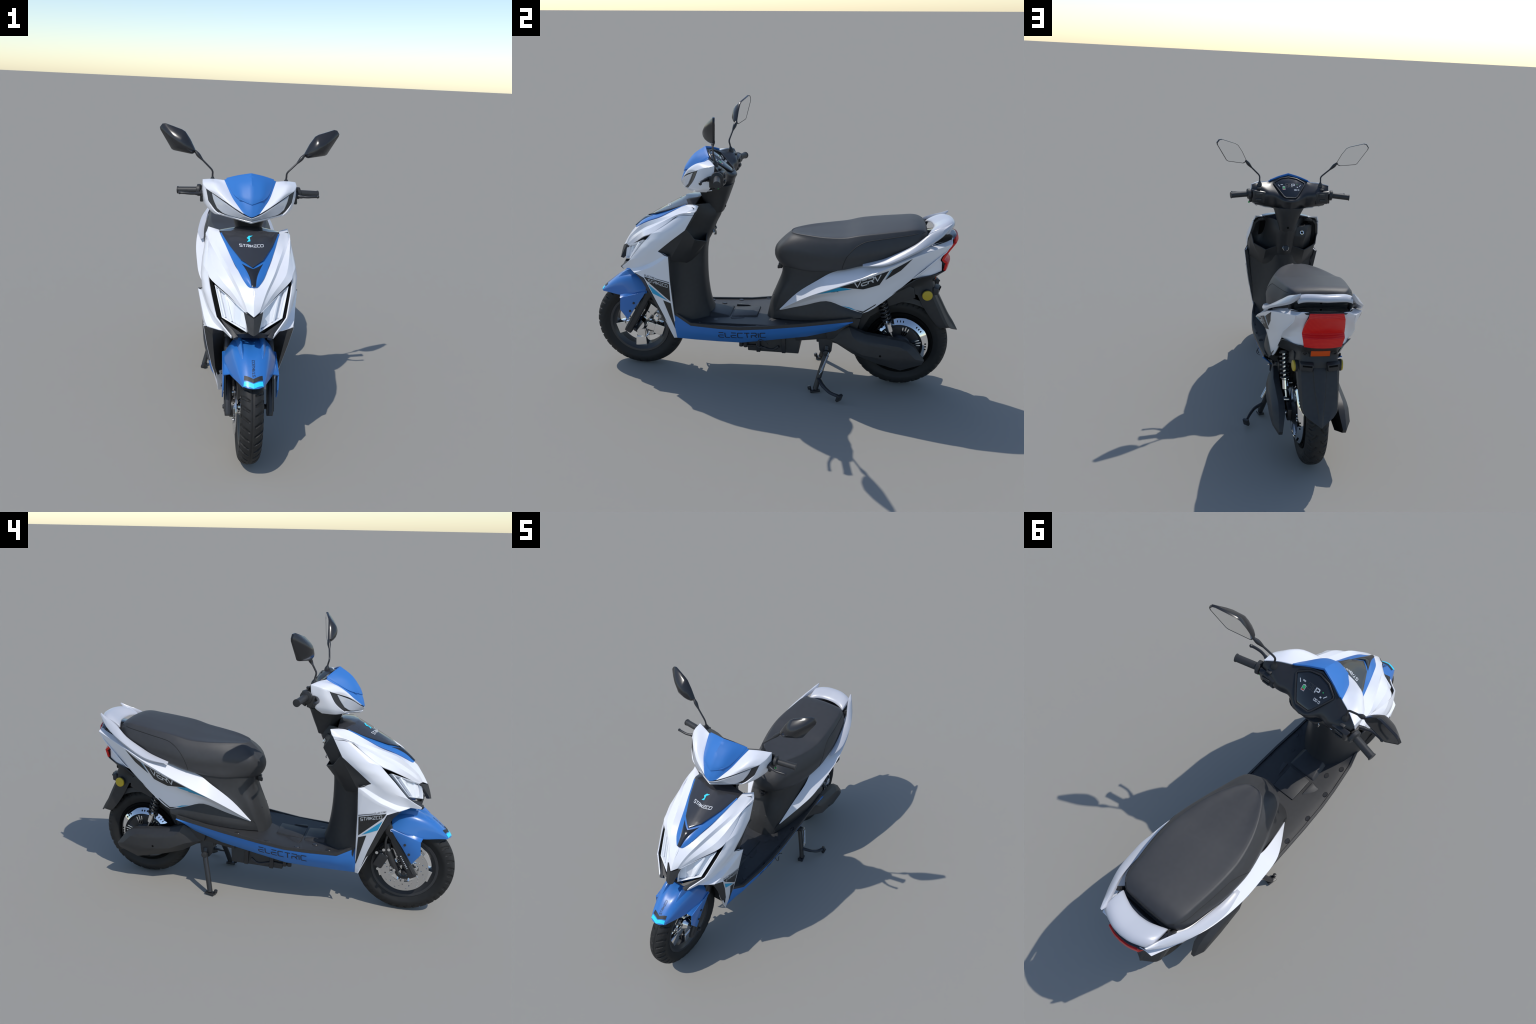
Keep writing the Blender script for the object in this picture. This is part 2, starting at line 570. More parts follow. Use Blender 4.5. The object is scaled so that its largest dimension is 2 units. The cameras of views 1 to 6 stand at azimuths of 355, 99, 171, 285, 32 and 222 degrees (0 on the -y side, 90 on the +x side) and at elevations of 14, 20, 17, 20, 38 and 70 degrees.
# --------------------------------------------------------------------------
# front fork, caliper, front mudguard
# --------------------------------------------------------------------------
def fork():
    lo, hi = V((0.095, -0.797, 0.232)), V((0.099, -0.612, 0.560))
    d = (hi - lo).normalized()
    nrm = V((1, 0, 0)).cross(d).normalized()
    def ring(p, a, b):
        pts = []
        for k in range(16):
            t = 2 * math.pi * k / 16
            cx, cy = math.cos(t), math.sin(t)
            q = 0.62
            pts.append(p + V((1, 0, 0)) * a * math.copysign(abs(cx) ** q, cx) + nrm * b * math.copysign(abs(cy) ** q, cy))
        return pts
    legs = stack([ring(lo, 0.014, 0.020), ring(lo.lerp(hi, 0.04), 0.016, 0.022), ring(lo.lerp(hi, 0.60), 0.016, 0.022),
                  ring(lo.lerp(hi, 0.62), 0.013, 0.018), ring(lo.lerp(hi, 0.72), 0.019, 0.026), ring(hi, 0.019, 0.026)])
    f, _ = build("front_fork", legs, PLASTIC_SMOOTH, bevel=0.0015, pair=True)
    rib = [lo.lerp(hi, 0.05) + V((0.0155, 0, 0)) + nrm * 0.010, lo.lerp(hi, 0.60) + V((0.0155, 0, 0)) + nrm * 0.010]
    build("fork_rib", tube(rib, 0.0035, 8), PLASTIC, f, pair=False)
    build("fork_rib", flip_x(tube(rib, 0.0035, 8)), PLASTIC, f)
    build("steering_yoke", join(box((0, -0.62, 0.560), (0.235, 0.075, 0.035), (R(-25), 0, 0)), tube([(0, -0.63, 0.54), (0, -0.42, 0.90)], 0.030, 20)), PLASTIC, bevel=0.004)
    # fork lettering, a row of small pale bars on the caliper side
    marks = []
    for k in range(8):
        p = lo.lerp(hi, 0.16 + 0.028 * k)
        marks.append(box(V((-p.x - 0.0162, p.y, p.z)) + nrm * -0.004, (0.0012, 0.006, 0.0052 if k % 3 else 0.003), (R(-30), 0, 0)))
    build("fork_print", join(*marks), LETTER_WHITE, f, kind="stuff")


def caliper():
    body = build("brake_caliper", join(box((-0.090, -0.628, 0.305), (0.036, 0.052, 0.085), (R(25), 0, 0)),
                                       box((-0.086, -0.640, 0.345), (0.030, 0.050, 0.040), (R(-10), 0, 0))), PLASTIC_SMOOTH, bevel=0.008, segs=3)
    build("caliper_arm", join(tube([(-0.086, -0.655, 0.40), (-0.090, -0.66, 0.36), (-0.088, -0.69, 0.29), (-0.080, -0.72, 0.25)], [0.014, 0.018, 0.018, 0.012], 12),
                              tube([(-0.096, -0.66, 0.50), (-0.112, -0.645, 0.42), (-0.105, -0.65, 0.34)], 0.006, 8)), PLASTIC, body)
    build("caliper_bolt", join(*[lathe_x([(0, 0), (-0.012, 0), (-0.012, 0.008), (0, 0.008)], 12, p) for p in
                                 ((-0.106, -0.606, 0.352), (-0.106, -0.640, 0.372), (-0.106, -0.618, 0.262), (-0.098, -0.665, 0.372), (-0.098, -0.700, 0.262))]), CHROME, body, angle=30)


def front_mudguard():
    rows = [
        [(0, -0.966, 0.445), (0.022, -0.963, 0.446), (0.040, -0.953, 0.448), (0.046, -0.946, 0.443)],
        [(0, -0.935, 0.477), (0.030, -0.930, 0.477), (0.056, -0.914, 0.474), (0.066, -0.900, 0.446)],
        [(0, -0.868, 0.531), (0.038, -0.864, 0.530), (0.073, -0.850, 0.512), (0.094, -0.832, 0.448)],
        [(0, -0.812, 0.555), (0.040, -0.808, 0.557), (0.082, -0.795, 0.538), (0.112, -0.775, 0.456)],
        [(0, -0.750, 0.566), (0.040, -0.746, 0.572), (0.084, -0.735, 0.552), (0.118, -0.722, 0.480)],
        [(0, -0.670, 0.560), (0.040, -0.668, 0.566), (0.078, -0.665, 0.545), (0.114, -0.672, 0.492)],
    ]
    half = grid(rows, 5, 5)
    guard = build("front_mudguard", both(half), BLUE, thick=0.004, inside=(0, -0.75, 0.38), bevel=0.0012, angle=40)
    # raised ridges left and right of the centre band
    rid = grid([[(0.036, -0.895, 0.500), (0.045, -0.890, 0.498), (0.054, -0.882, 0.492)],
                [(0.036, -0.810, 0.555), (0.049, -0.805, 0.575), (0.066, -0.795, 0.545)],
                [(0.036, -0.745, 0.565), (0.050, -0.742, 0.592), (0.070, -0.735, 0.560)],
                [(0.036, -0.680, 0.560), (0.050, -0.678, 0.588), (0.070, -0.675, 0.555)]], 4, 5)
    build("mudguard_ridge", rid, BLUE, guard, thick=0.004, inside=(0.05, -0.75, 0.40), pair=True)
    # side brackets reaching down to the fork
    side = [(0.115, -0.668, 0.492), (0.110, -0.772, 0.458), (0.116, -0.818, 0.444), (0.117, -0.824, 0.372), (0.115, -0.783, 0.316),
            (0.117, -0.735, 0.392), (0.118, -0.690, 0.455)]
    br = prism([(0.119, p[1], p[2]) for p in side], (0.006, 0, 0))
    lip = grid([[(0.112, -0.666, 0.497), (0.125, -0.664, 0.484)], [(0.106, -0.775, 0.470), (0.125, -0.770, 0.450)],
                [(0.092, -0.828, 0.452), (0.125, -0.820, 0.444)]], 3, 4, True, True)
    b, b2 = build("mudguard_bracket", br, BLUE, guard, bevel=0.002, pair=True)
    build("mudguard_flare", lip, BLUE, guard, thick=0.005, inside=(0.05, -0.74, 0.40), pair=True)
    build("bracket_bolt", join(*[lathe_x([(0.124, 0), (0.124, 0.007), (0.129, 0.006), (0.130, 0)], 14, (0, y, z)) for y, z in ((-0.742, 0.418), (-0.766, 0.368))]),
          PLASTIC, guard, pair=True)
    top = bvh_of(guard)
    up3 = lambda u, v: (u, v, 0.9)
    cy = [[(-0.040, -0.937), (0, -0.951), (0, -0.965), (-0.042, -0.950)], [(0.040, -0.937), (0.042, -0.950), (0, -0.965), (0, -0.951)]]
    cb = [[(-0.039, -0.918), (0, -0.935), (0, -0.948), (-0.040, -0.933)], [(0.039, -0.918), (0.040, -0.933), (0, -0.948), (0, -0.935)]]
    decal("mudguard_chevron", cy, up3, (0, 0, -1), top, CYAN_BRIGHT, guard, cell=0.008)
    decal("mudguard_chevron", cb, up3, (0, 0, -1), top, LETTER_BLACK, guard, cell=0.008)
    polys, w = lettering("STRIKECO", 0.011, 0.17)
    decal("mudguard_lettering", place(polys, (0.007, -0.928), (0, 0.062 / w), (-1, 0)), up3, (0, 0, -1), top, LETTER_BLACK, guard, cell=0.02)


fork()
caliper()
front_mudguard()

# --------------------------------------------------------------------------
# front fairing
# --------------------------------------------------------------------------
IN_FRONT = (0, -0.45, 0.72)

hood_rows = [
    [(0.141, -0.376, 0.997), (0.190, -0.345, 1.006), (0.197, -0.352, 0.985), (0.203, -0.367, 0.960)],
    [(0.141, -0.424, 0.992), (0.178, -0.392, 0.982), (0.187, -0.432, 0.957), (0.190, -0.446, 0.950)],
    [(0.113, -0.510, 0.944), (0.148, -0.515, 0.932), (0.156, -0.530, 0.914), (0.194, -0.515, 0.903)],
    [(0.090, -0.578, 0.904), (0.121, -0.603, 0.898), (0.130, -0.600, 0.880), (0.192, -0.592, 0.850)],
    [(0.065, -0.650, 0.873), (0.096, -0.677, 0.863), (0.106, -0.662, 0.848), (0.176, -0.645, 0.824)],
    [(0.000, -0.744, 0.820), (0.060, -0.740, 0.806), (0.068, -0.732, 0.795), (0.101, -0.711, 0.769)],
    [(0.000, -0.787, 0.768), (0.042, -0.774, 0.768), (0.047, -0.768, 0.760), (0.068, -0.748, 0.743)],
    [(0.000, -0.820, 0.712), (0.026, -0.797, 0.727), (0.030, -0.792, 0.725), (0.038, -0.780, 0.721)],
]
bulge = (0.004, 0.008, 0.010, 0.010, 0.008, 0.006, 0.003, 0.001)
hood_rows = [r[:3] + [tuple((V(r[2]) + V(r[3])) / 2 + V((0.6, -0.35, 0.7)).normalized() * k)] + r[3:] for r, k in zip(hood_rows, bulge)]
hood = build("front_fairing", both(grid(hood_rows, 3, 4, False, True)), WHITE, thick=0.006, inside=IN_FRONT, angle=15)

side_rows = [
    [(0.203, -0.368, 0.958), (0.202, -0.390, 0.957), (0.199, -0.410, 0.956), (0.195, -0.430, 0.954), (0.190, -0.447, 0.949)],
    [(0.212, -0.412, 0.879), (0.217, -0.455, 0.877), (0.216, -0.500, 0.872), (0.208, -0.550, 0.862), (0.193, -0.596, 0.847)],
    [(0.216, -0.487, 0.820), (0.222, -0.515, 0.821), (0.220, -0.550, 0.820), (0.209, -0.590, 0.815), (0.187, -0.632, 0.807)],
    [(0.213, -0.558, 0.760), (0.214, -0.585, 0.763), (0.209, -0.612, 0.766), (0.198, -0.640, 0.768), (0.178, -0.669, 0.766)],
    [(0.214, -0.556, 0.756), (0.206, -0.600, 0.736), (0.195, -0.645, 0.718), (0.177, -0.694, 0.700), (0.156, -0.738, 0.680)],
    [(0.221, -0.518, 0.746), (0.196, -0.600, 0.692), (0.180, -0.650, 0.664), (0.160, -0.700, 0.641), (0.123, -0.752, 0.622)],
    [(0.233, -0.500, 0.742), (0.214, -0.590, 0.676), (0.206, -0.640, 0.652), (0.199, -0.675, 0.637), (0.191, -0.703, 0.626)],
]
chin = [[(0.156, -0.738, 0.680), (0.125, -0.770, 0.648), (0.092, -0.806, 0.617)],
        [(0.123, -0.752, 0.622), (0.108, -0.775, 0.615), (0.091, -0.803, 0.607)]]
flank = join(grid(side_rows, 3, 4, True, False), grid(chin, 3, 4, False, False))
side_fairing = build("side_fairing", flank, WHITE, thick=0.006, inside=(0.05, -0.55, 0.75), bevel=0.0015, pair=True, angle=14)

leg_rows = [
    [(0.233, -0.500, 0.741), (0.214, -0.590, 0.675), (0.206, -0.640, 0.651), (0.199, -0.675, 0.636), (0.191, -0.703, 0.626)],
    [(0.210, -0.504, 0.602), (0.209, -0.540, 0.604), (0.208, -0.580, 0.605), (0.207, -0.615, 0.605), (0.206, -0.646, 0.605)],
    [(0.191, -0.503, 0.500), (0.191, -0.528, 0.500), (0.191, -0.555, 0.500), (0.190, -0.582, 0.500), (0.189, -0.606, 0.500)],
    [(0.167, -0.502, 0.388), (0.167, -0.518, 0.386), (0.166, -0.534, 0.384), (0.165, -0.549, 0.382), (0.164, -0.564, 0.380)],
    [(0.121, -0.503, 0.225), (0.122, -0.507, 0.225), (0.123, -0.511, 0.225), (0.124, -0.515, 0.225), (0.125, -0.519, 0.225)],
]
leg = build("leg_panel", grid(leg_rows, 3, 5, False, False), WHITE, thick=0.006, inside=(0.05, -0.52, 0.5), bevel=0.0015, pair=True, angle=24)
flange = grid([[(0.188, -0.706, 0.622), (0.165, -0.712, 0.615), (0.130, -0.700, 0.610)],
               [(0.203, -0.650, 0.603), (0.165, -0.676, 0.575), (0.110, -0.640, 0.570)],
               [(0.187, -0.610, 0.500), (0.158, -0.634, 0.490), (0.100, -0.560, 0.480)],
               [(0.162, -0.567, 0.380), (0.145, -0.586, 0.370), (0.090, -0.520, 0.370)],
               [(0.146, -0.552, 0.330), (0.130, -0.562, 0.325), (0.088, -0.510, 0.325)]], 2, 4, False, False)
tip = grid([[(0.140, -0.567, 0.345), (0.100, -0.548, 0.345)], [(0.126, -0.521, 0.226), (0.098, -0.510, 0.226)]], 2, 2, False, False)
build("leg_tip", tip, WHITE, thick=0.004, away=(0, -1, 0), pair=True)
build("wheel_arch_liner", flange, PLASTIC, thick=0.004, inside=(0.30, -0.45, 0.5), pair=True)
build("wheel_arch_back", grid([[(-0.13, -0.600, 0.640), (0.13, -0.600, 0.640)], [(-0.12, -0.53, 0.50), (0.12, -0.53, 0.50)],
                               [(-0.10, -0.485, 0.37), (0.10, -0.485, 0.37)], [(-0.085, -0.470, 0.230), (0.085, -0.470, 0.230)]], 4, 3, False, True),
      PITCH, thick=0.004, away=(0, -1, 0))
build("fairing_core", stack([[(-0.15, -0.40, 0.96), (0.15, -0.40, 0.96), (0.13, -0.47, 0.95), (-0.13, -0.47, 0.95)],
                             [(-0.16, -0.47, 0.80), (0.16, -0.47, 0.80), (0.13, -0.64, 0.80), (-0.13, -0.64, 0.80)],
                             [(-0.14, -0.50, 0.64), (0.14, -0.50, 0.64), (0.09, -0.72, 0.64), (-0.09, -0.72, 0.64)]]), PITCH)

# blue V trim, black nose plate and vent
trim_rows = [
    [(0, -0.440, 1.000), (0.075, -0.430, 0.998), (0.143, -0.423, 0.994)],
    [(0, -0.540, 0.958), (0.062, -0.525, 0.955), (0.116, -0.509, 0.949)],
    [(0, -0.615, 0.912), (0.052, -0.600, 0.914), (0.094, -0.575, 0.912)],
    [(0, -0.664, 0.886), (0.038, -0.657, 0.888), (0.069, -0.648, 0.880)],
    [(0, -0.706, 0.857), (0.026, -0.703, 0.860), (0.049, -0.699, 0.852)],
    [(0, -0.735, 0.832), (0.015, -0.733, 0.834), (0.028, -0.729, 0.826)],
    [(0, -0.747, 0.824), (0.008, -0.745, 0.825), (0.016, -0.741, 0.821)],
]
trim = build("nose_trim", both(grid(trim_rows, 4, 4, True, True)), BLUE, thick=0.006, inside=IN_FRONT, bevel=0.002, angle=40)
plate_rows = [
    [(0, -0.366, 1.016), (0.060, -0.368, 1.014), (0.142, -0.372, 0.998)],
    [(0, -0.458, 1.011), (0.070, -0.440, 1.008), (0.142, -0.408, 1.000)],
    [(0, -0.545, 0.963), (0.050, -0.532, 0.963), (0.101, -0.517, 0.957)],
    [(0, -0.620, 0.919), (0.028, -0.617, 0.920), (0.053, -0.613, 0.918)],
    [(0, -0.664, 0.893), (0.025, -0.642, 0.905), (0.051, -0.617, 0.917)],
]
plate = build("nose_plate", both(grid(plate_rows, 3, 4, False, False)), PLATE, thick=0.006, inside=IN_FRONT, bevel=0.0015, angle=25)
vent_rows = [
    [(0, -0.676, 0.889), (0.024, -0.656, 0.894), (0.049, -0.630, 0.901)],
    [(0, -0.690, 0.880), (0.013, -0.688, 0.880), (0.028, -0.678, 0.878)],
    [(0, -0.720, 0.856), (0.008, -0.719, 0.855), (0.015, -0.714, 0.854)],
    [(0, -0.749, 0.829), (0.006, -0.748, 0.829), (0.010, -0.745, 0.828)],
]
build("nose_vent", both(grid(vent_rows, 3, 4, True, True)), GLOSS, thick=0.006, inside=IN_FRONT, bevel=0.001, angle=40)

# maker's mark and lettering on the nose plate
pb = bvh_of(plate)
front3 = lambda u, v: (u, -1.0, v)
polys, w = lettering("STRIKECO", 0.017, 0.20, 0.24)
decal("nose_lettering", place(polys, (-0.055, 0.957), (0.110 / w, 0), (0, 0.48)), front3, (0, 1, 0), pb, LETTER_WHITE, plate, cell=0.02)
decal("nose_mark", [[(-0.020, 0.987), (-0.006, 0.990), (0.008, 0.9965), (-0.010, 0.995)], [(-0.020, 0.987), (-0.006, 0.990), (-0.004, 0.977), (-0.011, 0.982)],
                    [(-0.011, 0.982), (-0.004, 0.977), (-0.020, 0.974)]], front3, (0, 1, 0), pb, CYAN_BRIGHT, plate, cell=0.01)

# headlights: silver housing, two stepped cells, framed
hl = [V((0.168, -0.645, 0.804)), V((0.134, -0.738, 0.679)), V((0.026, -0.806, 0.636)), V((0.026, -0.792, 0.717)), V((0.100, -0.705, 0.764))]
hl_c = sum(hl, V()) / len(hl)
hl_n = ((hl[1] - hl[0]).cross(hl[3] - hl[0])).normalized()
if hl_n.y > 0:
    hl_n = -hl_n


def inset(pts, k, depth):
    return [hl_c + (p - hl_c) * k + hl_n * depth for p in pts]


lamp = build("headlight", stack([inset(hl, 1.0, -0.05), inset(hl, 1.0, 0.0), inset(hl, 0.97, 0.005), inset(hl, 0.90, 0.003), inset(hl, 0.87, -0.014)], False, False),
             LAMP_WHITE, bevel=0.0015, pair=True)[0]
q = inset(hl, 0.87, -0.016)
mid_a, mid_b = q[0].lerp(q[4], 0.62), q[1].lerp(q[2], 0.36)
cell1 = join(prism([q[0], q[1], mid_b, mid_a], hl_n * -0.004))
cell2 = join(prism([mid_a, mid_b, q[2], q[3], q[4]], hl_n * -0.004))
build("headlight_reflector", join(cell1, cell2), LAMP_INNER, lamp)
build("headlight_reflector", flip_x(join(cell1, cell2)), LAMP_INNER, lamp)


def blade(a, b, h0, h1, t):
    """Upright fin between two points of the reflector."""
    s = (b - a).cross(hl_n).normalized() * t
    return stack([[a - s, a + s, a + s + hl_n * h0, a - s + hl_n * h0], [b - s, b + s, b + s + hl_n * h1, b - s + hl_n * h1]])


fin_parts = [blade(mid_a, mid_b, 0.018, 0.016, 0.0055),
             blade(q[0].lerp(mid_a, 0.10), q[1].lerp(mid_b, 0.10), 0.014, 0.010, 0.004)]
sheet = stack([[mid_a.lerp(q[4], 0.25), mid_b.lerp(q[2], 0.10), mid_b.lerp(q[2], 0.24), q[4].lerp(q[3], 0.25)],
               [mid_a.lerp(q[4], 0.25) + hl_n * 0.013, mid_b.lerp(q[2], 0.10) + hl_n * 0.012, mid_b.lerp(q[2], 0.16) + hl_n * 0.004, q[4].lerp(q[3], 0.15) + hl_n * 0.006]])
pod = stack([[q[2].lerp(mid_b, 0.55), q[2], q[3], q[3].lerp(q[4], 0.35)],
             [p + hl_n * 0.006 for p in (q[2].lerp(mid_b, 0.45), q[2].lerp(q[3], 0.1), q[3].lerp(q[2], 0.1), q[3].lerp(q[4], 0.3))]])
build("headlight_bezel", join(*fin_parts, sheet, pod), LAMP_WHITE, lamp, bevel=0.002)
build("headlight_bezel", flip_x(join(*fin_parts, sheet, pod)), LAMP_WHITE, lamp, bevel=0.002)

# black slit beside the lamps, chin and beak
slit = grid([[(0.190, -0.590, 0.848), (0.188, -0.592, 0.850)],
             [(0.172, -0.668, 0.762), (0.150, -0.672, 0.757)],
             [(0.152, -0.732, 0.678), (0.128, -0.728, 0.680)],
             [(0.118, -0.770, 0.640), (0.085, -0.765, 0.645)],
             [(0.089, -0.800, 0.611), (0.040, -0.785, 0.628)]], 2, 3, False, False)
build("lamp_surround", slit, PITCH, thick=0.004, inside=(0.05, -0.6, 0.75), pair=True)
chin_bar = stack([[(0.150, -0.730, 0.672), (0.135, -0.738, 0.674), (0.132, -0.735, 0.650), (0.146, -0.728, 0.650)],
                  [(0.108, -0.778, 0.634), (0.088, -0.786, 0.642), (0.086, -0.780, 0.618), (0.104, -0.774, 0.618)],
                  [(0.084, -0.818, 0.614), (0.064, -0.812, 0.620), (0.064, -0.800, 0.602), (0.082, -0.806, 0.600)]])
chin_web = stack([[(0.128, -0.742, 0.668), (0.120, -0.748, 0.662), (0.110, -0.735, 0.640), (0.118, -0.730, 0.645)],
                  [(0.070, -0.805, 0.628), (0.050, -0.800, 0.632), (0.050, -0.780, 0.606), (0.070, -0.785, 0.604)],
                  [(0.000, -0.812, 0.634), (0.000, -0.800, 0.642), (0.000, -0.775, 0.606), (0.000, -0.790, 0.604)]])
build("chin_grille", both(join(chin_bar, chin_web)), PLASTIC, bevel=0.002)
beak = [[(0, -0.824, 0.707), (0.022, -0.808, 0.716), (0.043, -0.790, 0.726)],
        [(0, -0.836, 0.672), (0.018, -0.826, 0.680), (0.034, -0.812, 0.688)],
        [(0, -0.846, 0.635), (0.010, -0.843, 0.639), (0.022, -0.837, 0.645)]]
build("nose_beak", both(grid(beak, 3, 4, False, True)), PLASTIC, thick=0.018, inside=(0, -0.70, 0.68), bevel=0.0015, angle=20)
edge_leg = [(0.231, -0.497, 0.742), (0.209, -0.500, 0.602), (0.190, -0.499, 0.500), (0.166, -0.498, 0.392)]
build("leg_edge_trim", grid([edge_leg, [(x - 0.018, y + 0.002, z) for x, y, z in edge_leg]], 4, 2, True, False), PLASTIC, thick=0.006, away=(0, 1, 0), pair=True)
edge_up = [(0.174, -0.350, 0.980), (0.197, -0.365, 0.952), (0.210, -0.407, 0.880), (0.213, -0.482, 0.820), (0.210, -0.553, 0.762)]
build("fairing_edge_trim", grid([edge_up, [(x - 0.014, y + 0.002, z) for x, y, z in edge_up]], 4, 2, False, False), PLASTIC, thick=0.005, away=(0, 1, 0.3), pair=True)

# leg panel stickers
yz = lambda u, v: (0.5, u, v)
yzm = lambda u, v: (-0.5, u, v)
legb = [bvh_of(leg[0]), bvh_of(leg[1])]
for s, bv, m3, dr in ((1, legb[0], yz, (-1, 0, 0)), (-1, legb[1], yzm, (1, 0, 0))):
    par = leg[0] if s > 0 else leg[1]
    pr = leg[0]
    blk = [[(-0.510, 0.580), (-0.644, 0.612), (-0.630, 0.588), (-0.513, 0.470)], [(-0.513, 0.459), (-0.553, 0.475), (-0.508, 0.290), (-0.505, 0.290)]]
    decal("leg_sticker", blk, m3, dr, bv, DECAL_BLACK, None)
    decal("leg_sticker", [[(-0.528, 0.475), (-0.627, 0.569), (-0.607, 0.514)]], m3, dr, bv, CYAN, None)
    decal("leg_sticker", [[(-0.508, 0.586), (-0.508, 0.590), (-0.583, 0.607), (-0.583, 0.604)]], m3, dr, bv, LETTER_BLACK, None, lift=0.0014)
    polys, w = lettering("STRIKECO", 0.017, 0.17)
    polys2, w2 = lettering("ELECTRIC", 0.008, 0.18)
    k, k2 = 0.102 / w, 0.057 / w2
    if s > 0:
        a, b = place(polys, (-0.622, 0.583), (k, -0.25 * k), (0, 1)), place(polys2, (-0.642, 0.617), (k2, -0.25 * k2), (0, 1))
    else:
        a, b = place(polys, (-0.520, 0.558), (-k, 0.25 * k), (0, 1)), place(polys2, (-0.585, 0.603), (-k2, 0.25 * k2), (0, 1))
    decal("leg_lettering", a, m3, dr, bv, LETTER_WHITE, None, lift=0.0020, cell=0.02)
    decal("leg_lettering", b, m3, dr, bv, LETTER_BLACK, None, lift=0.0020, cell=0.02)

# --------------------------------------------------------------------------
# inner leg shield with storage pocket, bag hook and key switch
# --------------------------------------------------------------------------
shield_rows = [
    [(0, -0.345, 0.760), (0.050, -0.352, 0.755), (0.092, -0.405, 0.745), (0.138, -0.465, 0.740), (0.205, -0.502, 0.738)],
    [(0, -0.350, 0.690), (0.052, -0.362, 0.690), (0.098, -0.415, 0.690), (0.138, -0.472, 0.690), (0.200, -0.507, 0.690)],
    [(0, -0.349, 0.550), (0.056, -0.364, 0.550), (0.102, -0.415, 0.550), (0.138, -0.472, 0.550), (0.190, -0.507, 0.550)],
    [(0, -0.335, 0.430), (0.056, -0.350, 0.430), (0.106, -0.400, 0.430), (0.140, -0.460, 0.430), (0.170, -0.502, 0.430)],
    [(0, -0.308, 0.345), (0.058, -0.323, 0.345), (0.112, -0.386, 0.340), (0.145, -0.447, 0.335), (0.152, -0.490, 0.335)],
    [(0, -0.300, 0.325), (0.058, -0.316, 0.325), (0.114, -0.382, 0.320), (0.140, -0.446, 0.320), (0.145, -0.488, 0.320)],
]
build("leg_shield", both(grid(shield_rows, 4, 4)), PLASTIC, thick=0.004, inside=(0, -0.7, 0.55), angle=40)
col_rows = [
    [(0, -0.290, 0.985), (0.050, -0.310, 0.985), (0.090, -0.360, 0.988), (0.135, -0.400, 0.990), (0.188, -0.364, 0.992)],
    [(0, -0.266, 0.930), (0.050, -0.286, 0.930), (0.085, -0.340, 0.930), (0.135, -0.435, 0.925), (0.198, -0.387, 0.930)],
    [(0, -0.292, 0.870), (0.046, -0.308, 0.870), (0.080, -0.355, 0.868), (0.135, -0.440, 0.860), (0.205, -0.425, 0.868)],
    [(0, -0.318, 0.808), (0.042, -0.334, 0.808), (0.075, -0.370, 0.800), (0.135, -0.420, 0.795), (0.205, -0.470, 0.805)],
    [(0, -0.346, 0.755), (0.042, -0.352, 0.755), (0.075, -0.390, 0.745), (0.135, -0.455, 0.740), (0.205, -0.505, 0.750)],
]
build("steering_column_cover", both(grid(col_rows, 4, 4)), PLASTIC, thick=0.004, inside=(0, -0.7, 0.85), angle=40)
lip = [V((0.040, -0.338, 0.822)), V((0.118, -0.322, 0.795)), V((0.194, -0.366, 0.826)), V((0.206, -0.404, 0.884))]
low = [V((0.020, -0.352, 0.700)), V((0.122, -0.434, 0.670)), V((0.124, -0.436, 0.671)), V((0.204, -0.500, 0.712))]
pocket = grid([lip, low], 2, 4, False, False)
build("storage_pocket", pocket, PLASTIC, thick=0.006, inside=(0.05, -0.6, 0.75), bevel=0.002, pair=True, angle=20)
build("pocket_edge", grid([[V((0.210, -0.412, 0.878)), V((0.211, -0.555, 0.760)), V((0.231, -0.500, 0.742))],
                           [V((0.205, -0.404, 0.882)), V((0.203, -0.498, 0.716)), V((0.205, -0.498, 0.700))]], 3, 3, False, False), PLASTIC, thick=0.003, away=(0, 1, 0), pair=True)
# key block on the right-hand side
key = stack([[(-0.050, -0.300, 0.945), (-0.140, -0.345, 0.955), (-0.172, -0.372, 0.945), (-0.160, -0.41, 0.950), (-0.05, -0.41, 0.950)],
             [(-0.045, -0.305, 0.890), (-0.118, -0.300, 0.884), (-0.172, -0.378, 0.905), (-0.165, -0.43, 0.90), (-0.05, -0.43, 0.89)],
             [(-0.045, -0.325, 0.840), (-0.116, -0.324, 0.842), (-0.170, -0.390, 0.850), (-0.170, -0.44, 0.85), (-0.05, -0.44, 0.84)],
             [(-0.045, -0.350, 0.790), (-0.110, -0.350, 0.790), (-0.165, -0.400, 0.800), (-0.170, -0.44, 0.79), (-0.05, -0.44, 0.79)]])
kb = build("key_block", key, PLASTIC, bevel=0.006, segs=3)
km = Matrix.Translation(V((-0.092, -0.312, 0.914))) @ Matrix.Rotation(R(-115), 4, "Y") @ Matrix.Identity(4)


def dial(centre, normal, profile, n=32):
    """Disc-like button: profile (height, radius) revolved around normal."""
    z = V(normal).normalized()
    x = z.orthogonal().normalized()
    y = z.cross(x)
    m = Matrix.Translation(V(centre)) @ Matrix((x, y, z)).transposed().to_4x4()
    vs, fs = lathe_x(profile, n)
    return moved(([V((p.y, p.z, p.x)) for p in vs], fs), m)


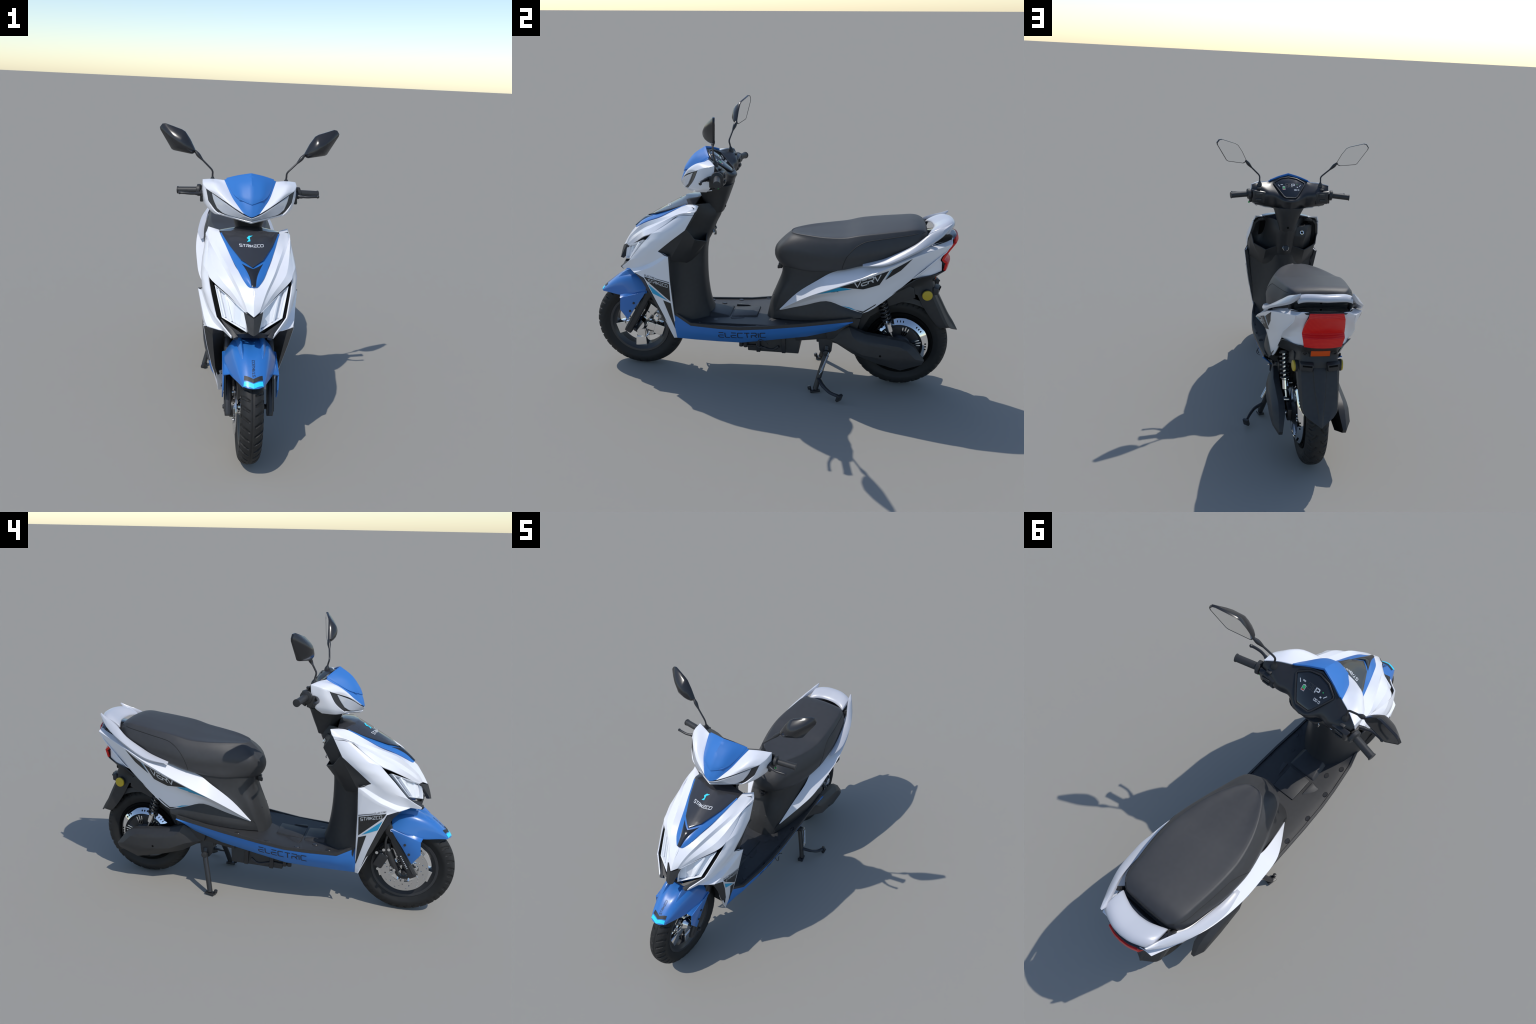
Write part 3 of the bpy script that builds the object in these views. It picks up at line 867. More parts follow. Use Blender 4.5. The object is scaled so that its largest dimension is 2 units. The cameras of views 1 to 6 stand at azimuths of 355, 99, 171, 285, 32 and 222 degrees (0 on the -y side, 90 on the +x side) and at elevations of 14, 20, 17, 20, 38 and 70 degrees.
build("key_switch", dial((-0.096, -0.306, 0.912), (-0.15, 0.88, 0.45), [(0.0, 0.0125), (0.008, 0.0130), (0.009, 0.010), (0.008, 0.007), (0.004, 0.006)]), STEEL, kb, angle=30)
build("key_slot", dial((-0.096, -0.306, 0.912), (-0.15, 0.88, 0.45), [(0.0, 0.0075), (0.005, 0.0070), (0.0055, 0.0)]), PITCH, kb)
hook = build("bag_hook", dial((-0.004, -0.311, 0.811), (0, 0.92, 0.38), [(0.0, 0.0185), (0.006, 0.0175), (0.008, 0.014), (0.008, 0.0)]), PLASTIC_SMOOTH, angle=25)
build("hook_ring", dial((-0.004, -0.311, 0.811), (0, 0.92, 0.38), [(0.0, 0.0195), (0.004, 0.0195), (0.0055, 0.0180), (0.004, 0.0175)]), STEEL, hook)
build("shield_top_edge", both(box((0.146, -0.364, 0.980), (0.050, 0.010, 0.016), (0, 0, R(22)))), PLASTIC, bevel=0.003)
build("shield_screw", both(join(dial((0.162, -0.354, 0.980), (0, 1, 0.1), [(0, 0.005), (0.003, 0.005), (0.004, 0)], 12),
                                dial((0.142, -0.362, 0.985), (0, 1, 0.1), [(0, 0.005), (0.003, 0.005), (0.004, 0)], 12))), PLASTIC_SMOOTH)

# --------------------------------------------------------------------------
# floorboard, skirts, battery
# --------------------------------------------------------------------------
edge = [(0.156, -0.507, 0.382), (0.178, -0.410, 0.332), (0.195, -0.250, 0.334), (0.202, -0.140, 0.338), (0.206, 0.010, 0.358),
        (0.206, 0.200, 0.388), (0.206, 0.450, 0.436)]
low_edge = [(0.121, -0.505, 0.225), (0.130, -0.400, 0.227), (0.140, -0.270, 0.232), (0.148, -0.140, 0.239), (0.150, 0.015, 0.268),
            (0.150, 0.215, 0.306), (0.150, 0.365, 0.352), (0.204, 0.452, 0.434)]
top8 = [edge[0], edge[1], edge[2], edge[3], edge[4], edge[5], (0.206, 0.350, 0.416), (0.206, 0.452, 0.437)]
mids = [V(a).lerp(V(b), 0.5) + V((0.010, 0, 0)) for a, b in zip(top8, low_edge)]
skirt = build("side_skirt", grid([top8, mids, low_edge], 5, 4, False, True), BLUE_MATT, thick=0.005, inside=(0, 0, 0.32), bevel=0.0015, pair=True, angle=30)
build("skirt_bolt", join(lathe_x([(0.187, 0), (0.187, 0.008), (0.192, 0.007), (0.193, 0)], 14, (0, 0.375, 0.404))), PLASTIC, skirt[0])
build("skirt_bolt", flip_x(lathe_x([(0.187, 0), (0.187, 0.008), (0.192, 0.007), (0.193, 0)], 14, (0, 0.375, 0.404))), PLASTIC, skirt[0])
for s, m3, dr in ((1, yz, (-1, 0, 0)), (-1, yzm, (1, 0, 0))):
    bv = bvh_of(skirt[0] if s > 0 else skirt[1])
    polys, w = lettering("ELECTRIC", 0.034, 0.15, 0.24)
    k = 0.255 / w
    if s > 0:
        a = place(polys, (-0.256, 0.276), (k, 0.085 * k), (0, 1))
    else:
        a = place(polys, (-0.001, 0.300), (-k, -0.085 * k), (0, 1))
    decal("skirt_lettering", a, m3, dr, bv, LETTER_BLACK, None, cell=0.02)

# floor: raised rim, mat, centre tunnel lid, rubber studs
rim_z = 0.016
floor_rows = []
for i, p in enumerate(edge):
    p = V(p)
    c = p.z + 0.014
    f = p.z + 0.010
    floor_rows.append([V((0, p.y, c)), V((p.x * 0.42, p.y, c)), V((p.x * 0.80, p.y, f + 0.003)), V((p.x - 0.012, p.y, f)), V((p.x - 0.010, p.y, p.z + 0.019)),
                       V((p.x, p.y, p.z + 0.018)), V((p.x + 0.001, p.y, p.z + 0.001))])
floor = build("floorboard", both(grid(floor_rows, 2, 4, False, False)), PLASTIC, thick=0.004, inside=(0, 0, 0.2), angle=35)
lid = stack([[(-0.068, -0.212, 0.335), (0.068, -0.212, 0.335), (0.066, -0.064, 0.345), (-0.066, -0.064, 0.345)],
             [(-0.064, -0.208, 0.354), (0.064, -0.208, 0.354), (0.062, -0.068, 0.369), (-0.062, -0.068, 0.369)]])
build("tunnel_lid", lid, PLASTIC, floor, bevel=0.003)
tun = stack([[(-0.085, -0.330, 0.335), (0.085, -0.330, 0.335), (0.095, -0.212, 0.337), (-0.095, -0.212, 0.337)],
             [(-0.055, -0.330, 0.368), (0.055, -0.330, 0.368), (0.068, -0.222, 0.358), (-0.068, -0.222, 0.358)]])
build("tunnel_hump", tun, PLASTIC, floor, bevel=0.006)
bvf = bvh_of(floor)
studs = []
for x, y in ((0.170, -0.200), (0.150, -0.362), (0.112, -0.286), (0.182, -0.040), (0.180, 0.120)):
    for s in (1, -1):
        h = bvf.ray_cast(V((x * s, y, 0.6)), V((0, 0, -1)))[0]
        studs.append(stack([[h + V((0.013 * math.cos(t), 0.018 * math.sin(t), -0.002)) for t in [2 * math.pi * k / 14 for k in range(14)]],
                            [h + V((0.009 * math.cos(t), 0.013 * math.sin(t), 0.004)) for t in [2 * math.pi * k / 14 for k in range(14)]]]))
build("floor_stud", join(*studs), PLASTIC_SMOOTH, floor)
wedges = []
for s in (1, -1):
    wedges.append(stack([[(0.085 * s, -0.215, 0.340), (0.150 * s, -0.205, 0.342), (0.080 * s, -0.110, 0.350)], [(0.082 * s, -0.208, 0.360), (0.110 * s, -0.200, 0.354), (0.080 * s, -0.140, 0.362)]]))
build("floor_rib", join(*wedges), PLASTIC, floor, bevel=0.002)
build("floor_pan", stack([[(-0.115, -0.50, 0.235), (0.115, -0.50, 0.235), (0.14, -0.14, 0.25), (0.145, 0.21, 0.31), (0.14, 0.42, 0.40), (-0.14, 0.42, 0.40), (-0.145, 0.21, 0.31), (-0.14, -0.14, 0.25)],
                          [(-0.15, -0.50, 0.34), (0.15, -0.50, 0.34), (0.19, -0.14, 0.34), (0.195, 0.21, 0.385), (0.19, 0.42, 0.43), (-0.19, 0.42, 0.43), (-0.195, 0.21, 0.385), (-0.19, -0.14, 0.34)]]), PLASTIC)
bat = build("battery_box", join(stack([[(-0.105, -0.112, 0.172), (0.105, -0.112, 0.172), (0.118, 0.168, 0.182), (-0.118, 0.168, 0.182)],
                                       [(-0.090, -0.125, 0.262), (0.090, -0.125, 0.262), (0.100, 0.180, 0.300), (-0.100, 0.180, 0.300)]])), PLASTIC, bevel=0.004)
build("battery_strap", join(*[box((0, y, 0.222 + 0.045 * (y + 0.1)), (0.228 + 0.05 * (y + 0.1), 0.022, 0.105), (R(3), 0, 0)) for y in (-0.055, 0.085)]), PLASTIC_SMOOTH, bat, bevel=0.003)
build("underframe", join(box((0, 0.245, 0.318), (0.25, 0.20, 0.085), (R(9), 0, 0)), box((0.105, 0.375, 0.345), (0.07, 0.13, 0.09), (R(10), 0, 0)), box((-0.105, 0.375, 0.345), (0.07, 0.13, 0.09), (R(10), 0, 0))), PLASTIC, bevel=0.006)
build("battery_cable", both(join(tube(catmull([V(p) for p in ((0.080, -0.150, 0.250), (0.100, -0.140, 0.205), (0.105, -0.06, 0.205), (0.108, 0.02, 0.190), (0.112, 0.06, 0.215))], 6), 0.007, 10),
                                 tube([(0.100, -0.150, 0.245), (0.100, -0.150, 0.195)], 0.012, 12), tube([(0.104, -0.125, 0.245), (0.104, -0.125, 0.195)], 0.012, 12))), PLASTIC_SMOOTH, bat)
loop = [V((0.175 + 0.008 * math.sin(t * 2), -0.02 + 0.030 * math.cos(t), 0.255 + 0.022 * math.sin(t))) for t in [2 * math.pi * k / 20 for k in range(18)]]
build("cable_loop", tube(loop, 0.0022, 8), PLASTIC_SMOOTH, bat)

# --------------------------------------------------------------------------
# underseat body
# --------------------------------------------------------------------------
under_rows = [
    [(0, 0.062, 0.690), (0.050, 0.066, 0.690), (0.082, 0.100, 0.690), (0.118, 0.155, 0.690), (0.158, 0.260, 0.695), (0.168, 0.360, 0.715)],
    [(0, 0.060, 0.615), (0.052, 0.068, 0.615), (0.100, 0.108, 0.612), (0.124, 0.150, 0.612), (0.160, 0.255, 0.640), (0.166, 0.350, 0.680)],
    [(0, 0.030, 0.530), (0.052, 0.038, 0.530), (0.105, 0.068, 0.528), (0.124, 0.105, 0.508), (0.146, 0.160, 0.548), (0.158, 0.250, 0.620)],
    [(0, 0.003, 0.460), (0.052, 0.010, 0.458), (0.102, 0.042, 0.452), (0.112, 0.060, 0.442), (0.117, 0.070, 0.440), (0.122, 0.080, 0.448)],
    [(0, -0.018, 0.360), (0.060, -0.012, 0.360), (0.098, 0.018, 0.366), (0.103, 0.035, 0.385), (0.109, 0.055, 0.405), (0.115, 0.072, 0.428)],
]
under = build("underseat_cover", both(grid(under_rows, 4, 4)), PLASTIC, thick=0.004, inside=(0, 0.35, 0.55), angle=40)
cover_rows = [
    [(0.118, 0.060, 0.440), (0.145, 0.170, 0.480), (0.172, 0.311, 0.527), (0.174, 0.400, 0.502), (0.174, 0.497, 0.474)],
    [(0.112, 0.045, 0.425), (0.148, 0.160, 0.455), (0.180, 0.305, 0.492), (0.184, 0.400, 0.482), (0.180, 0.497, 0.468)],
    [(0.108, 0.034, 0.405), (0.152, 0.150, 0.425), (0.186, 0.300, 0.450), (0.190, 0.400, 0.458), (0.184, 0.494, 0.460)],
    [(0.104, 0.026, 0.380), (0.150, 0.145, 0.396), (0.184, 0.300, 0.420), (0.190, 0.400, 0.438), (0.186, 0.490, 0.452)],
]
build("footboard_cover", grid(cover_rows, 4, 4), PLASTIC, thick=0.004, inside=(0, 0.3, 0.45), pair=True, angle=40)
steps = [stack([[(-0.060, 0.045 - 0.02 * i, 0.500 - 0.035 * i), (0.060, 0.045 - 0.02 * i, 0.500 - 0.035 * i), (0.052, 0.045 - 0.02 * i, 0.486 - 0.035 * i), (-0.052, 0.045 - 0.02 * i, 0.486 - 0.035 * i)],
                [(-0.050, 0.019 - 0.011 * i, 0.496 - 0.035 * i), (0.050, 0.019 - 0.011 * i, 0.496 - 0.035 * i), (0.046, 0.019 - 0.011 * i, 0.488 - 0.035 * i), (-0.046, 0.019 - 0.011 * i, 0.488 - 0.035 * i)]]) for i in range(2)]
build("cover_step", join(*steps), PLASTIC, under, bevel=0.002)
build("seat_latch", join(box((0, 0.050, 0.645), (0.030, 0.020, 0.030)), box((0, 0.040, 0.635), (0.018, 0.012, 0.018))), PLASTIC_SMOOTH, under, bevel=0.003)
build("underseat_core", stack([[(-0.08, 0.10, 0.40), (0.08, 0.10, 0.40), (0.15, 0.30, 0.42), (0.15, 0.48, 0.46), (-0.15, 0.48, 0.46), (-0.15, 0.30, 0.42)],
                               [(-0.07, 0.10, 0.69), (0.07, 0.10, 0.69), (0.15, 0.30, 0.69), (0.15, 0.48, 0.72), (-0.15, 0.48, 0.72), (-0.15, 0.30, 0.69)]]), PITCH)

# --------------------------------------------------------------------------
# seat
# --------------------------------------------------------------------------
#        y,    z top, crease x, z,   widest x, z,  bottom x, z,  y shift of lower rows
stations = [
    (0.112, 0.842, 0.030, 0.840, 0.040, 0.760, 0.035, 0.665),
    (0.135, 0.845, 0.062, 0.842, 0.100, 0.775, 0.088, 0.672),
    (0.200, 0.849, 0.104, 0.848, 0.146, 0.770, 0.145, 0.676),
    (0.290, 0.856, 0.142, 0.853, 0.178, 0.770, 0.174, 0.688),
    (0.390, 0.868, 0.165, 0.863, 0.202, 0.785, 0.194, 0.710),
    (0.465, 0.886, 0.171, 0.881, 0.207, 0.800, 0.200, 0.735),
    (0.560, 0.904, 0.168, 0.896, 0.202, 0.818, 0.196, 0.760),
    (0.660, 0.921, 0.158, 0.910, 0.186, 0.838, 0.182, 0.790),
    (0.730, 0.931, 0.148, 0.919, 0.174, 0.852, 0.168, 0.812),
    (0.770, 0.925, 0.128, 0.912, 0.150, 0.855, 0.145, 0.828),
    (0.790, 0.905, 0.100, 0.894, 0.112, 0.858, 0.108, 0.838),
]


def seat_section(s):
    y, zt, cx, cz, wx, wz, bx, bz = s
    dy = 0.0
    front = max(0.0, (0.21 - y) / 0.10)
    sh = lambda k: -k * min(1.0, front) * 0.085
    return [V((0, y, zt)), V((cx * 0.55, y, zt - (zt - cz) * 0.22)), V((cx * 0.92, y, cz + 0.004)), V((cx, y + sh(0.06), cz - 0.004)),
            V((cx * 0.45 + wx * 0.55, y + sh(0.45), (cz + wz) / 2 + 0.006)), V((wx, y + sh(0.9), wz)), V((wx * 0.99, y + sh(1.0), (wz + bz) / 2)),
            V((bx, y + sh(0.75), bz + 0.004)), V((bx * 0.85, y + sh(0.6), bz - 0.002)), V((0, y + sh(0.6), bz - 0.002))]


secs = [seat_section(s) for s in stations]
nose = [V((0, p.y - (0.004 if i in (0, 1, 2) else 0.010), p.z)) for i, p in enumerate(secs[0])]
tail = [V((p.x * 0.05, 0.795, p.z * 0.6 + 0.868 * 0.4)) for p in secs[-1]]
seat_part = both(grid([nose] + secs + [tail], 3, 4, True, True))
seat = build("seat", seat_part, VINYL, inside=(0, 0.45, 0.80), angle=60)
bvs = bvh_of(seat)
for s in (1, -1):
    path = [(0.385, 0.716), (0.392, 0.745), (0.408, 0.785), (0.440, 0.825), (0.480, 0.853), (0.520, 0.866), (0.600, 0.880), (0.700, 0.897), (0.745, 0.905)]
    pts = []
    for y, z in catmull([V((a, b)) for a, b in path], 5):
        h = bvs.ray_cast(V((0.5 * s, y, z)), V((-s, 0, 0)))[0]
        if h is not None:
            pts.append(h - V((0.0006 * s, 0, 0)))
    build("seat_seam", tube(pts, 0.0020, 6), SEAM, seat)
pts = []
for k in range(25):
    x = -0.135 + 0.27 * k / 24
    h = bvs.ray_cast(V((x, 1.0, 0.905)), V((0, -1, 0)))[0]
    if h is not None:
        pts.append(h)
build("seat_seam", tube(pts, 0.0020, 6), SEAM, seat)
build("seat_base", stack([[(-0.14, 0.30, 0.70), (0.14, 0.30, 0.70), (0.16, 0.60, 0.78), (0.12, 0.80, 0.83), (-0.12, 0.80, 0.83), (-0.16, 0.60, 0.78)],
                          [(-0.14, 0.30, 0.74), (0.14, 0.30, 0.74), (0.16, 0.60, 0.82), (0.125, 0.803, 0.868), (-0.125, 0.803, 0.868), (-0.16, 0.60, 0.82)]]), PLASTIC)

# --------------------------------------------------------------------------
# rear side panels with stickers
# --------------------------------------------------------------------------
top_edge = [(0.119, 0.062, 0.439), (0.149, 0.157, 0.552), (0.170, 0.263, 0.638), (0.166, 0.349, 0.690), (0.178, 0.500, 0.742), (0.172, 0.640, 0.792), (0.152, 0.760, 0.835), (0.105, 0.915, 0.872)]
crease = [(0.121, 0.064, 0.438), (0.192, 0.175, 0.530), (0.232, 0.260, 0.588), (0.246, 0.376, 0.641), (0.253, 0.500, 0.700), (0.244, 0.620, 0.757), (0.218, 0.730, 0.806), (0.137, 0.915, 0.858)]
mid_l = [(0.121, 0.066, 0.437), (0.168, 0.185, 0.508), (0.191, 0.285, 0.555), (0.197, 0.395, 0.580), (0.199, 0.520, 0.610), (0.192, 0.640, 0.670), (0.182, 0.750, 0.740), (0.138, 0.910, 0.846)]
low_e = [(0.121, 0.068, 0.436), (0.150, 0.190, 0.483), (0.173, 0.311, 0.527), (0.173, 0.400, 0.500), (0.172, 0.498, 0.472), (0.166, 0.612, 0.553), (0.164, 0.740, 0.682), (0.136, 0.895, 0.825)]
panel_part = join(grid([top_edge, crease], 4, 4, True, False), grid([crease, mid_l, low_e], 4, 4, True, False))
panel = build("side_panel", panel_part, WHITE, thick=0.006, inside=(0.0, 0.5, 0.6), bevel=0.0015, pair=True, angle=22)
for s, m3, dr in ((1, yz, (-1, 0, 0)), (-1, yzm, (1, 0, 0))):
    bv = bvh_of(panel[0] if s > 0 else panel[1])
    decal("panel_sticker", [[(0.376, 0.636), (0.615, 0.738), (0.573, 0.648), (0.495, 0.621)], [(0.632, 0.743), (0.724, 0.800), (0.672, 0.734), (0.600, 0.678)]], m3, dr, bv, DECAL_BLACK, None)
    decal("panel_sticker", [[(0.262, 0.585), (0.380, 0.637), (0.440, 0.621)], [(0.623, 0.740), (0.629, 0.743), (0.598, 0.677)], [(0.389, 0.508), (0.432, 0.503), (0.462, 0.491), (0.447, 0.491)]], m3, dr, bv, CYAN, None)
    decal("panel_sticker", [[(0.459, 0.491), (0.500, 0.484), (0.564, 0.531), (0.560, 0.522), (0.499, 0.475)]], m3, dr, bv, DECAL_BLACK, None)
    polys, w = lettering("VERV", 0.042, 0.19, 0.16)
    k = 0.125 / w
    if s > 0:
        a = place(polys, (0.452, 0.632), (k, 0.40 * k), (0, 0.85))
    else:
        a = place(polys, (0.577, 0.682), (-k, -0.40 * k), (0, 0.85))
    decal("panel_lettering", a, m3, dr, bv, LETTER_WHITE, None, lift=0.0022, cell=0.02)
    polys, w = lettering("ELECTRIC", 0.006, 0.2)
    k = 0.036 / w
    if s > 0:
        a = place(polys, (0.338, 0.598), (k, 0.1 * k), (0, 0.9))
    else:
        a = place(polys, (0.374, 0.602), (-k, -0.1 * k), (0, 0.9))
    decal("panel_lettering", a, m3, dr, bv, LETTER_BLACK, None, cell=0.02)

# --------------------------------------------------------------------------
# tail: white shell, red lamp, black deck, grab rail
# --------------------------------------------------------------------------
tail_rows = [
    [(0.110, 0.915, 0.873), (0.092, 0.918, 0.873), (0.074, 0.922, 0.872)],
    [(0.139, 0.910, 0.852), (0.112, 0.908, 0.845), (0.082, 0.915, 0.845)],
    [(0.142, 0.890, 0.815), (0.117, 0.880, 0.805), (0.091, 0.888, 0.800)],
    [(0.170, 0.800, 0.735), (0.130, 0.818, 0.742), (0.095, 0.868, 0.757)],
    [(0.172, 0.745, 0.684), (0.128, 0.805, 0.710), (0.093, 0.876, 0.744)],
    [(0.160, 0.735, 0.672), (0.128, 0.815, 0.680), (0.086, 0.880, 0.696)],
]
shell = build("tail_shell", grid(tail_rows, 4, 4, True, False), WHITE, thick=0.004, inside=(0, 0.7, 0.78), bevel=0.001, pair=True, angle=25)
lamp_rows = [
    [(0, 0.948, 0.878), (0.040, 0.945, 0.877), (0.078, 0.934, 0.873)],
    [(0, 0.955, 0.855), (0.042, 0.951, 0.853), (0.085, 0.938, 0.846)],
    [(0, 0.922, 0.800), (0.048, 0.917, 0.799), (0.095, 0.903, 0.796)],
    [(0, 0.900, 0.764), (0.050, 0.896, 0.763), (0.099, 0.884, 0.760)],
    [(0, 0.924, 0.746), (0.050, 0.919, 0.745), (0.098, 0.904, 0.744)],
    [(0, 0.914, 0.696), (0.045, 0.910, 0.696), (0.088, 0.897, 0.697)],
]
build("tail_lamp", both(grid(lamp_rows, 4, 3, True, False)), RED, thick=0.012, inside=(0, 0.7, 0.78), bevel=0.002, angle=25)
deck_rows = [
    [(0, 0.780, 0.845), (0.080, 0.775, 0.845), (0.165, 0.760, 0.830)],
    [(0, 0.860, 0.868), (0.070, 0.855, 0.866), (0.140, 0.840, 0.852)],
    [(0, 0.930, 0.878), (0.050, 0.925, 0.877), (0.112, 0.900, 0.868)],
    [(0, 0.944, 0.874), (0.040, 0.941, 0.873), (0.090, 0.924, 0.868)],
]
build("tail_deck", both(grid(deck_rows, 3, 3)), GLOSS, thick=0.006, inside=(0, 0.8, 0.7))
build("tail_core", stack([[(-0.13, 0.50, 0.62), (0.13, 0.50, 0.62), (0.12, 0.74, 0.68), (0.08, 0.87, 0.70), (-0.08, 0.87, 0.70), (-0.12, 0.74, 0.68)],
                          [(-0.15, 0.50, 0.74), (0.15, 0.50, 0.74), (0.14, 0.74, 0.83), (0.08, 0.90, 0.86), (-0.08, 0.90, 0.86), (-0.14, 0.74, 0.83)]]), PITCH)

# grab rail: two wings and a curved cross plate
wing_in = [(0.209, 0.486, 0.754), (0.200, 0.580, 0.782), (0.195, 0.640, 0.810), (0.183, 0.730, 0.858), (0.156, 0.800, 0.909), (0.130, 0.870, 0.940), (0.118, 0.905, 0.957)]
wing_out = [(0.226, 0.486, 0.748), (0.243, 0.576, 0.766), (0.240, 0.640, 0.788), (0.221, 0.735, 0.836), (0.190, 0.810, 0.872), (0.160, 0.862, 0.902), (0.127, 0.905, 0.948)]
wa, wb = catmull([V(p) for p in wing_in], 4), catmull([V(p) for p in wing_out], 4)
rings = []
for i, (a, b) in enumerate(zip(wa, wb)):
    k = i / (len(wa) - 1)
    th = (0.010 + 0.010 * k) * min(1, 0.15 + k * 5) * min(1, 0.3 + (1 - k) * 6)
    t = (wa[min(i + 1, len(wa) - 1)] - wa[max(i - 1, 0)]).normalized()
    nn = (b - a).cross(t).normalized()
    if nn.z < 0:
        nn = -nn
    rings.append([a, a.lerp(b, 0.35) + nn * th * 0.35, a.lerp(b, 0.8) + nn * th * 0.15, b, b - nn * th * 0.7, a.lerp(b, 0.6) - nn * th, a.lerp(b, 0.2) - nn * th])
wing = stack(rings)
bar_secs = []
for x, dy, dz in ((0.0, 0.0, -0.005), (0.045, -0.005, -0.005), (0.085, -0.018, -0.009), (0.110, -0.028, -0.016), (0.126, -0.034, -0.024)):
    bar_secs.append([V((x, y + dy, z + dz)) for y, z in ((0.830, 0.905), (0.823, 0.914), (0.845, 0.932), (0.878, 0.949), (0.908, 0.957), (0.930, 0.946), (0.934, 0.930), (0.920, 0.922), (0.890, 0.930), (0.855, 0.916))])
cols = list(zip(*bar_secs))
fine = [catmull(list(c), 4) for c in cols]
bar = stack([[c[i] for c in fine] for i in range(len(fine[0]))], False, True)
grab = build("grab_rail", both(bar), RAIL, subsurf=1, angle=60)
build("grab_wing", wing, RAIL, grab, bevel=0.002, angle=45)
build("grab_wing", flip_x(wing), RAIL, grab, bevel=0.002, angle=45)
build("rail_mount", both(join(tube([(0.140, 0.785, 0.835), (0.146, 0.805, 0.892)], 0.010, 10), tube([(0.200, 0.62, 0.765), (0.214, 0.62, 0.779)], 0.010, 10))), PLASTIC, grab)

# --------------------------------------------------------------------------
# rear mudguard, number plate bracket, reflectors
# --------------------------------------------------------------------------
body_rows = [
    [(0, 0.912, 0.697), (0.050, 0.908, 0.697), (0.090, 0.890, 0.694), (0.128, 0.825, 0.682), (0.166, 0.755, 0.672), (0.168, 0.640, 0.585)],
    [(0, 0.852, 0.650), (0.050, 0.850, 0.650), (0.085, 0.842, 0.652), (0.105, 0.800, 0.650), (0.135, 0.735, 0.645), (0.145, 0.640, 0.575)],
    [(0, 0.848, 0.630), (0.050, 0.846, 0.630), (0.086, 0.838, 0.628), (0.094, 0.790, 0.618), (0.102, 0.730, 0.605), (0.112, 0.640, 0.560)],
    [(0, 0.860, 0.600), (0.050, 0.857, 0.600), (0.088, 0.846, 0.600), (0.094, 0.790, 0.595), (0.098, 0.730, 0.590), (0.102, 0.640, 0.550)],
    [(0, 0.868, 0.556), (0.050, 0.864, 0.556), (0.096, 0.848, 0.556), (0.100, 0.790, 0.556), (0.100, 0.740, 0.566), (0.100, 0.650, 0.535)],
]
undertail = build("undertail", both(grid(body_rows, 3, 3)), PLASTIC, thick=0.004, inside=(0, 0.70, 0.60), angle=40)
guard_rows = [
    [(0, 0.866, 0.575), (0.030, 0.864, 0.575), (0.034, 0.858, 0.575), (0.085, 0.850, 0.575), (0.101, 0.835, 0.575), (0.100, 0.770, 0.560)],
    [(0, 0.900, 0.510), (0.026, 0.898, 0.510), (0.030, 0.891, 0.510), (0.085, 0.882, 0.510), (0.096, 0.868, 0.508), (0.095, 0.808, 0.490)],
    [(0, 0.940, 0.435), (0.016, 0.938, 0.435), (0.022, 0.930, 0.435), (0.082, 0.918, 0.435), (0.090, 0.905, 0.432), (0.088, 0.858, 0.418)],
    [(0, 0.972, 0.385), (0.008, 0.968, 0.385), (0.014, 0.960, 0.385), (0.078, 0.942, 0.390), (0.084, 0.930, 0.388), (0.082, 0.895, 0.378)],
    [(0, 0.998, 0.338), (0.004, 0.995, 0.339), (0.010, 0.990, 0.343), (0.060, 0.960, 0.370), (0.070, 0.945, 0.376), (0.072, 0.920, 0.372)],
]
guard = build("rear_mudguard", both(grid(guard_rows, 2, 4, False, True)), PLASTIC, thick=0.005, inside=(0, 0.75, 0.35), bevel=0.0012, angle=25)
holders = [stack([[(s * 0.030, 0.862, 0.606), (s * 0.095, 0.846, 0.606), (s * 0.095, 0.845, 0.560), (s * 0.034, 0.862, 0.560)],
                  [(s * 0.032, 0.888, 0.600), (s * 0.092, 0.872, 0.600), (s * 0.090, 0.872, 0.566), (s * 0.038, 0.886, 0.566)]]) for s in (1, -1)]
build("plate_holder", join(*holders), PLASTIC, guard, bevel=0.004)
slots = [box((s * 0.060, 0.878, 0.592), (0.044, 0.014, 0.006), (0, 0, R(-15 * s))) for s in (1, -1)]
build("holder_slot", join(*slots), PITCH, guard)
build("orange_reflector", prism([(-0.045, 0.850, 0.632), (0.045, 0.850, 0.632), (0.045, 0.856, 0.662), (-0.045, 0.856, 0.662)], (0, 0.008, 0)), ORANGE, guard, bevel=0.0015)
build("reflector_frame", prism([(-0.049, 0.846, 0.628), (0.049, 0.846, 0.628), (0.049, 0.852, 0.666), (-0.049, 0.852, 0.666)], (0, 0.008, 0)), PLASTIC_SMOOTH, guard)
sockets = [dial((s * 0.070, 0.846, 0.645), (0, 1, -0.1), [(0, 0.012), (0.003, 0.012), (0.003, 0.008), (-0.002, 0.007), (-0.002, 0)], 20) for s in (1, -1)]
build("bolt_socket", join(*sockets), PLASTIC_SMOOTH, guard)
for s in (1, -1):
    cup = build("reflector_cup", dial((s * 0.094, 0.816, 0.568), (s, 0.12, 0), [(0, 0.026), (0.012, 0.028), (0.018, 0.028), (0.018, 0)], 36), PLASTIC, guard, angle=30)
    build("amber_reflector", dial((s * 0.112, 0.818, 0.568), (s, 0.12, 0), [(0, 0.0265), (0.006, 0.0255), (0.008, 0.021), (0.008, 0.0)], 36), AMBER, guard, angle=30)
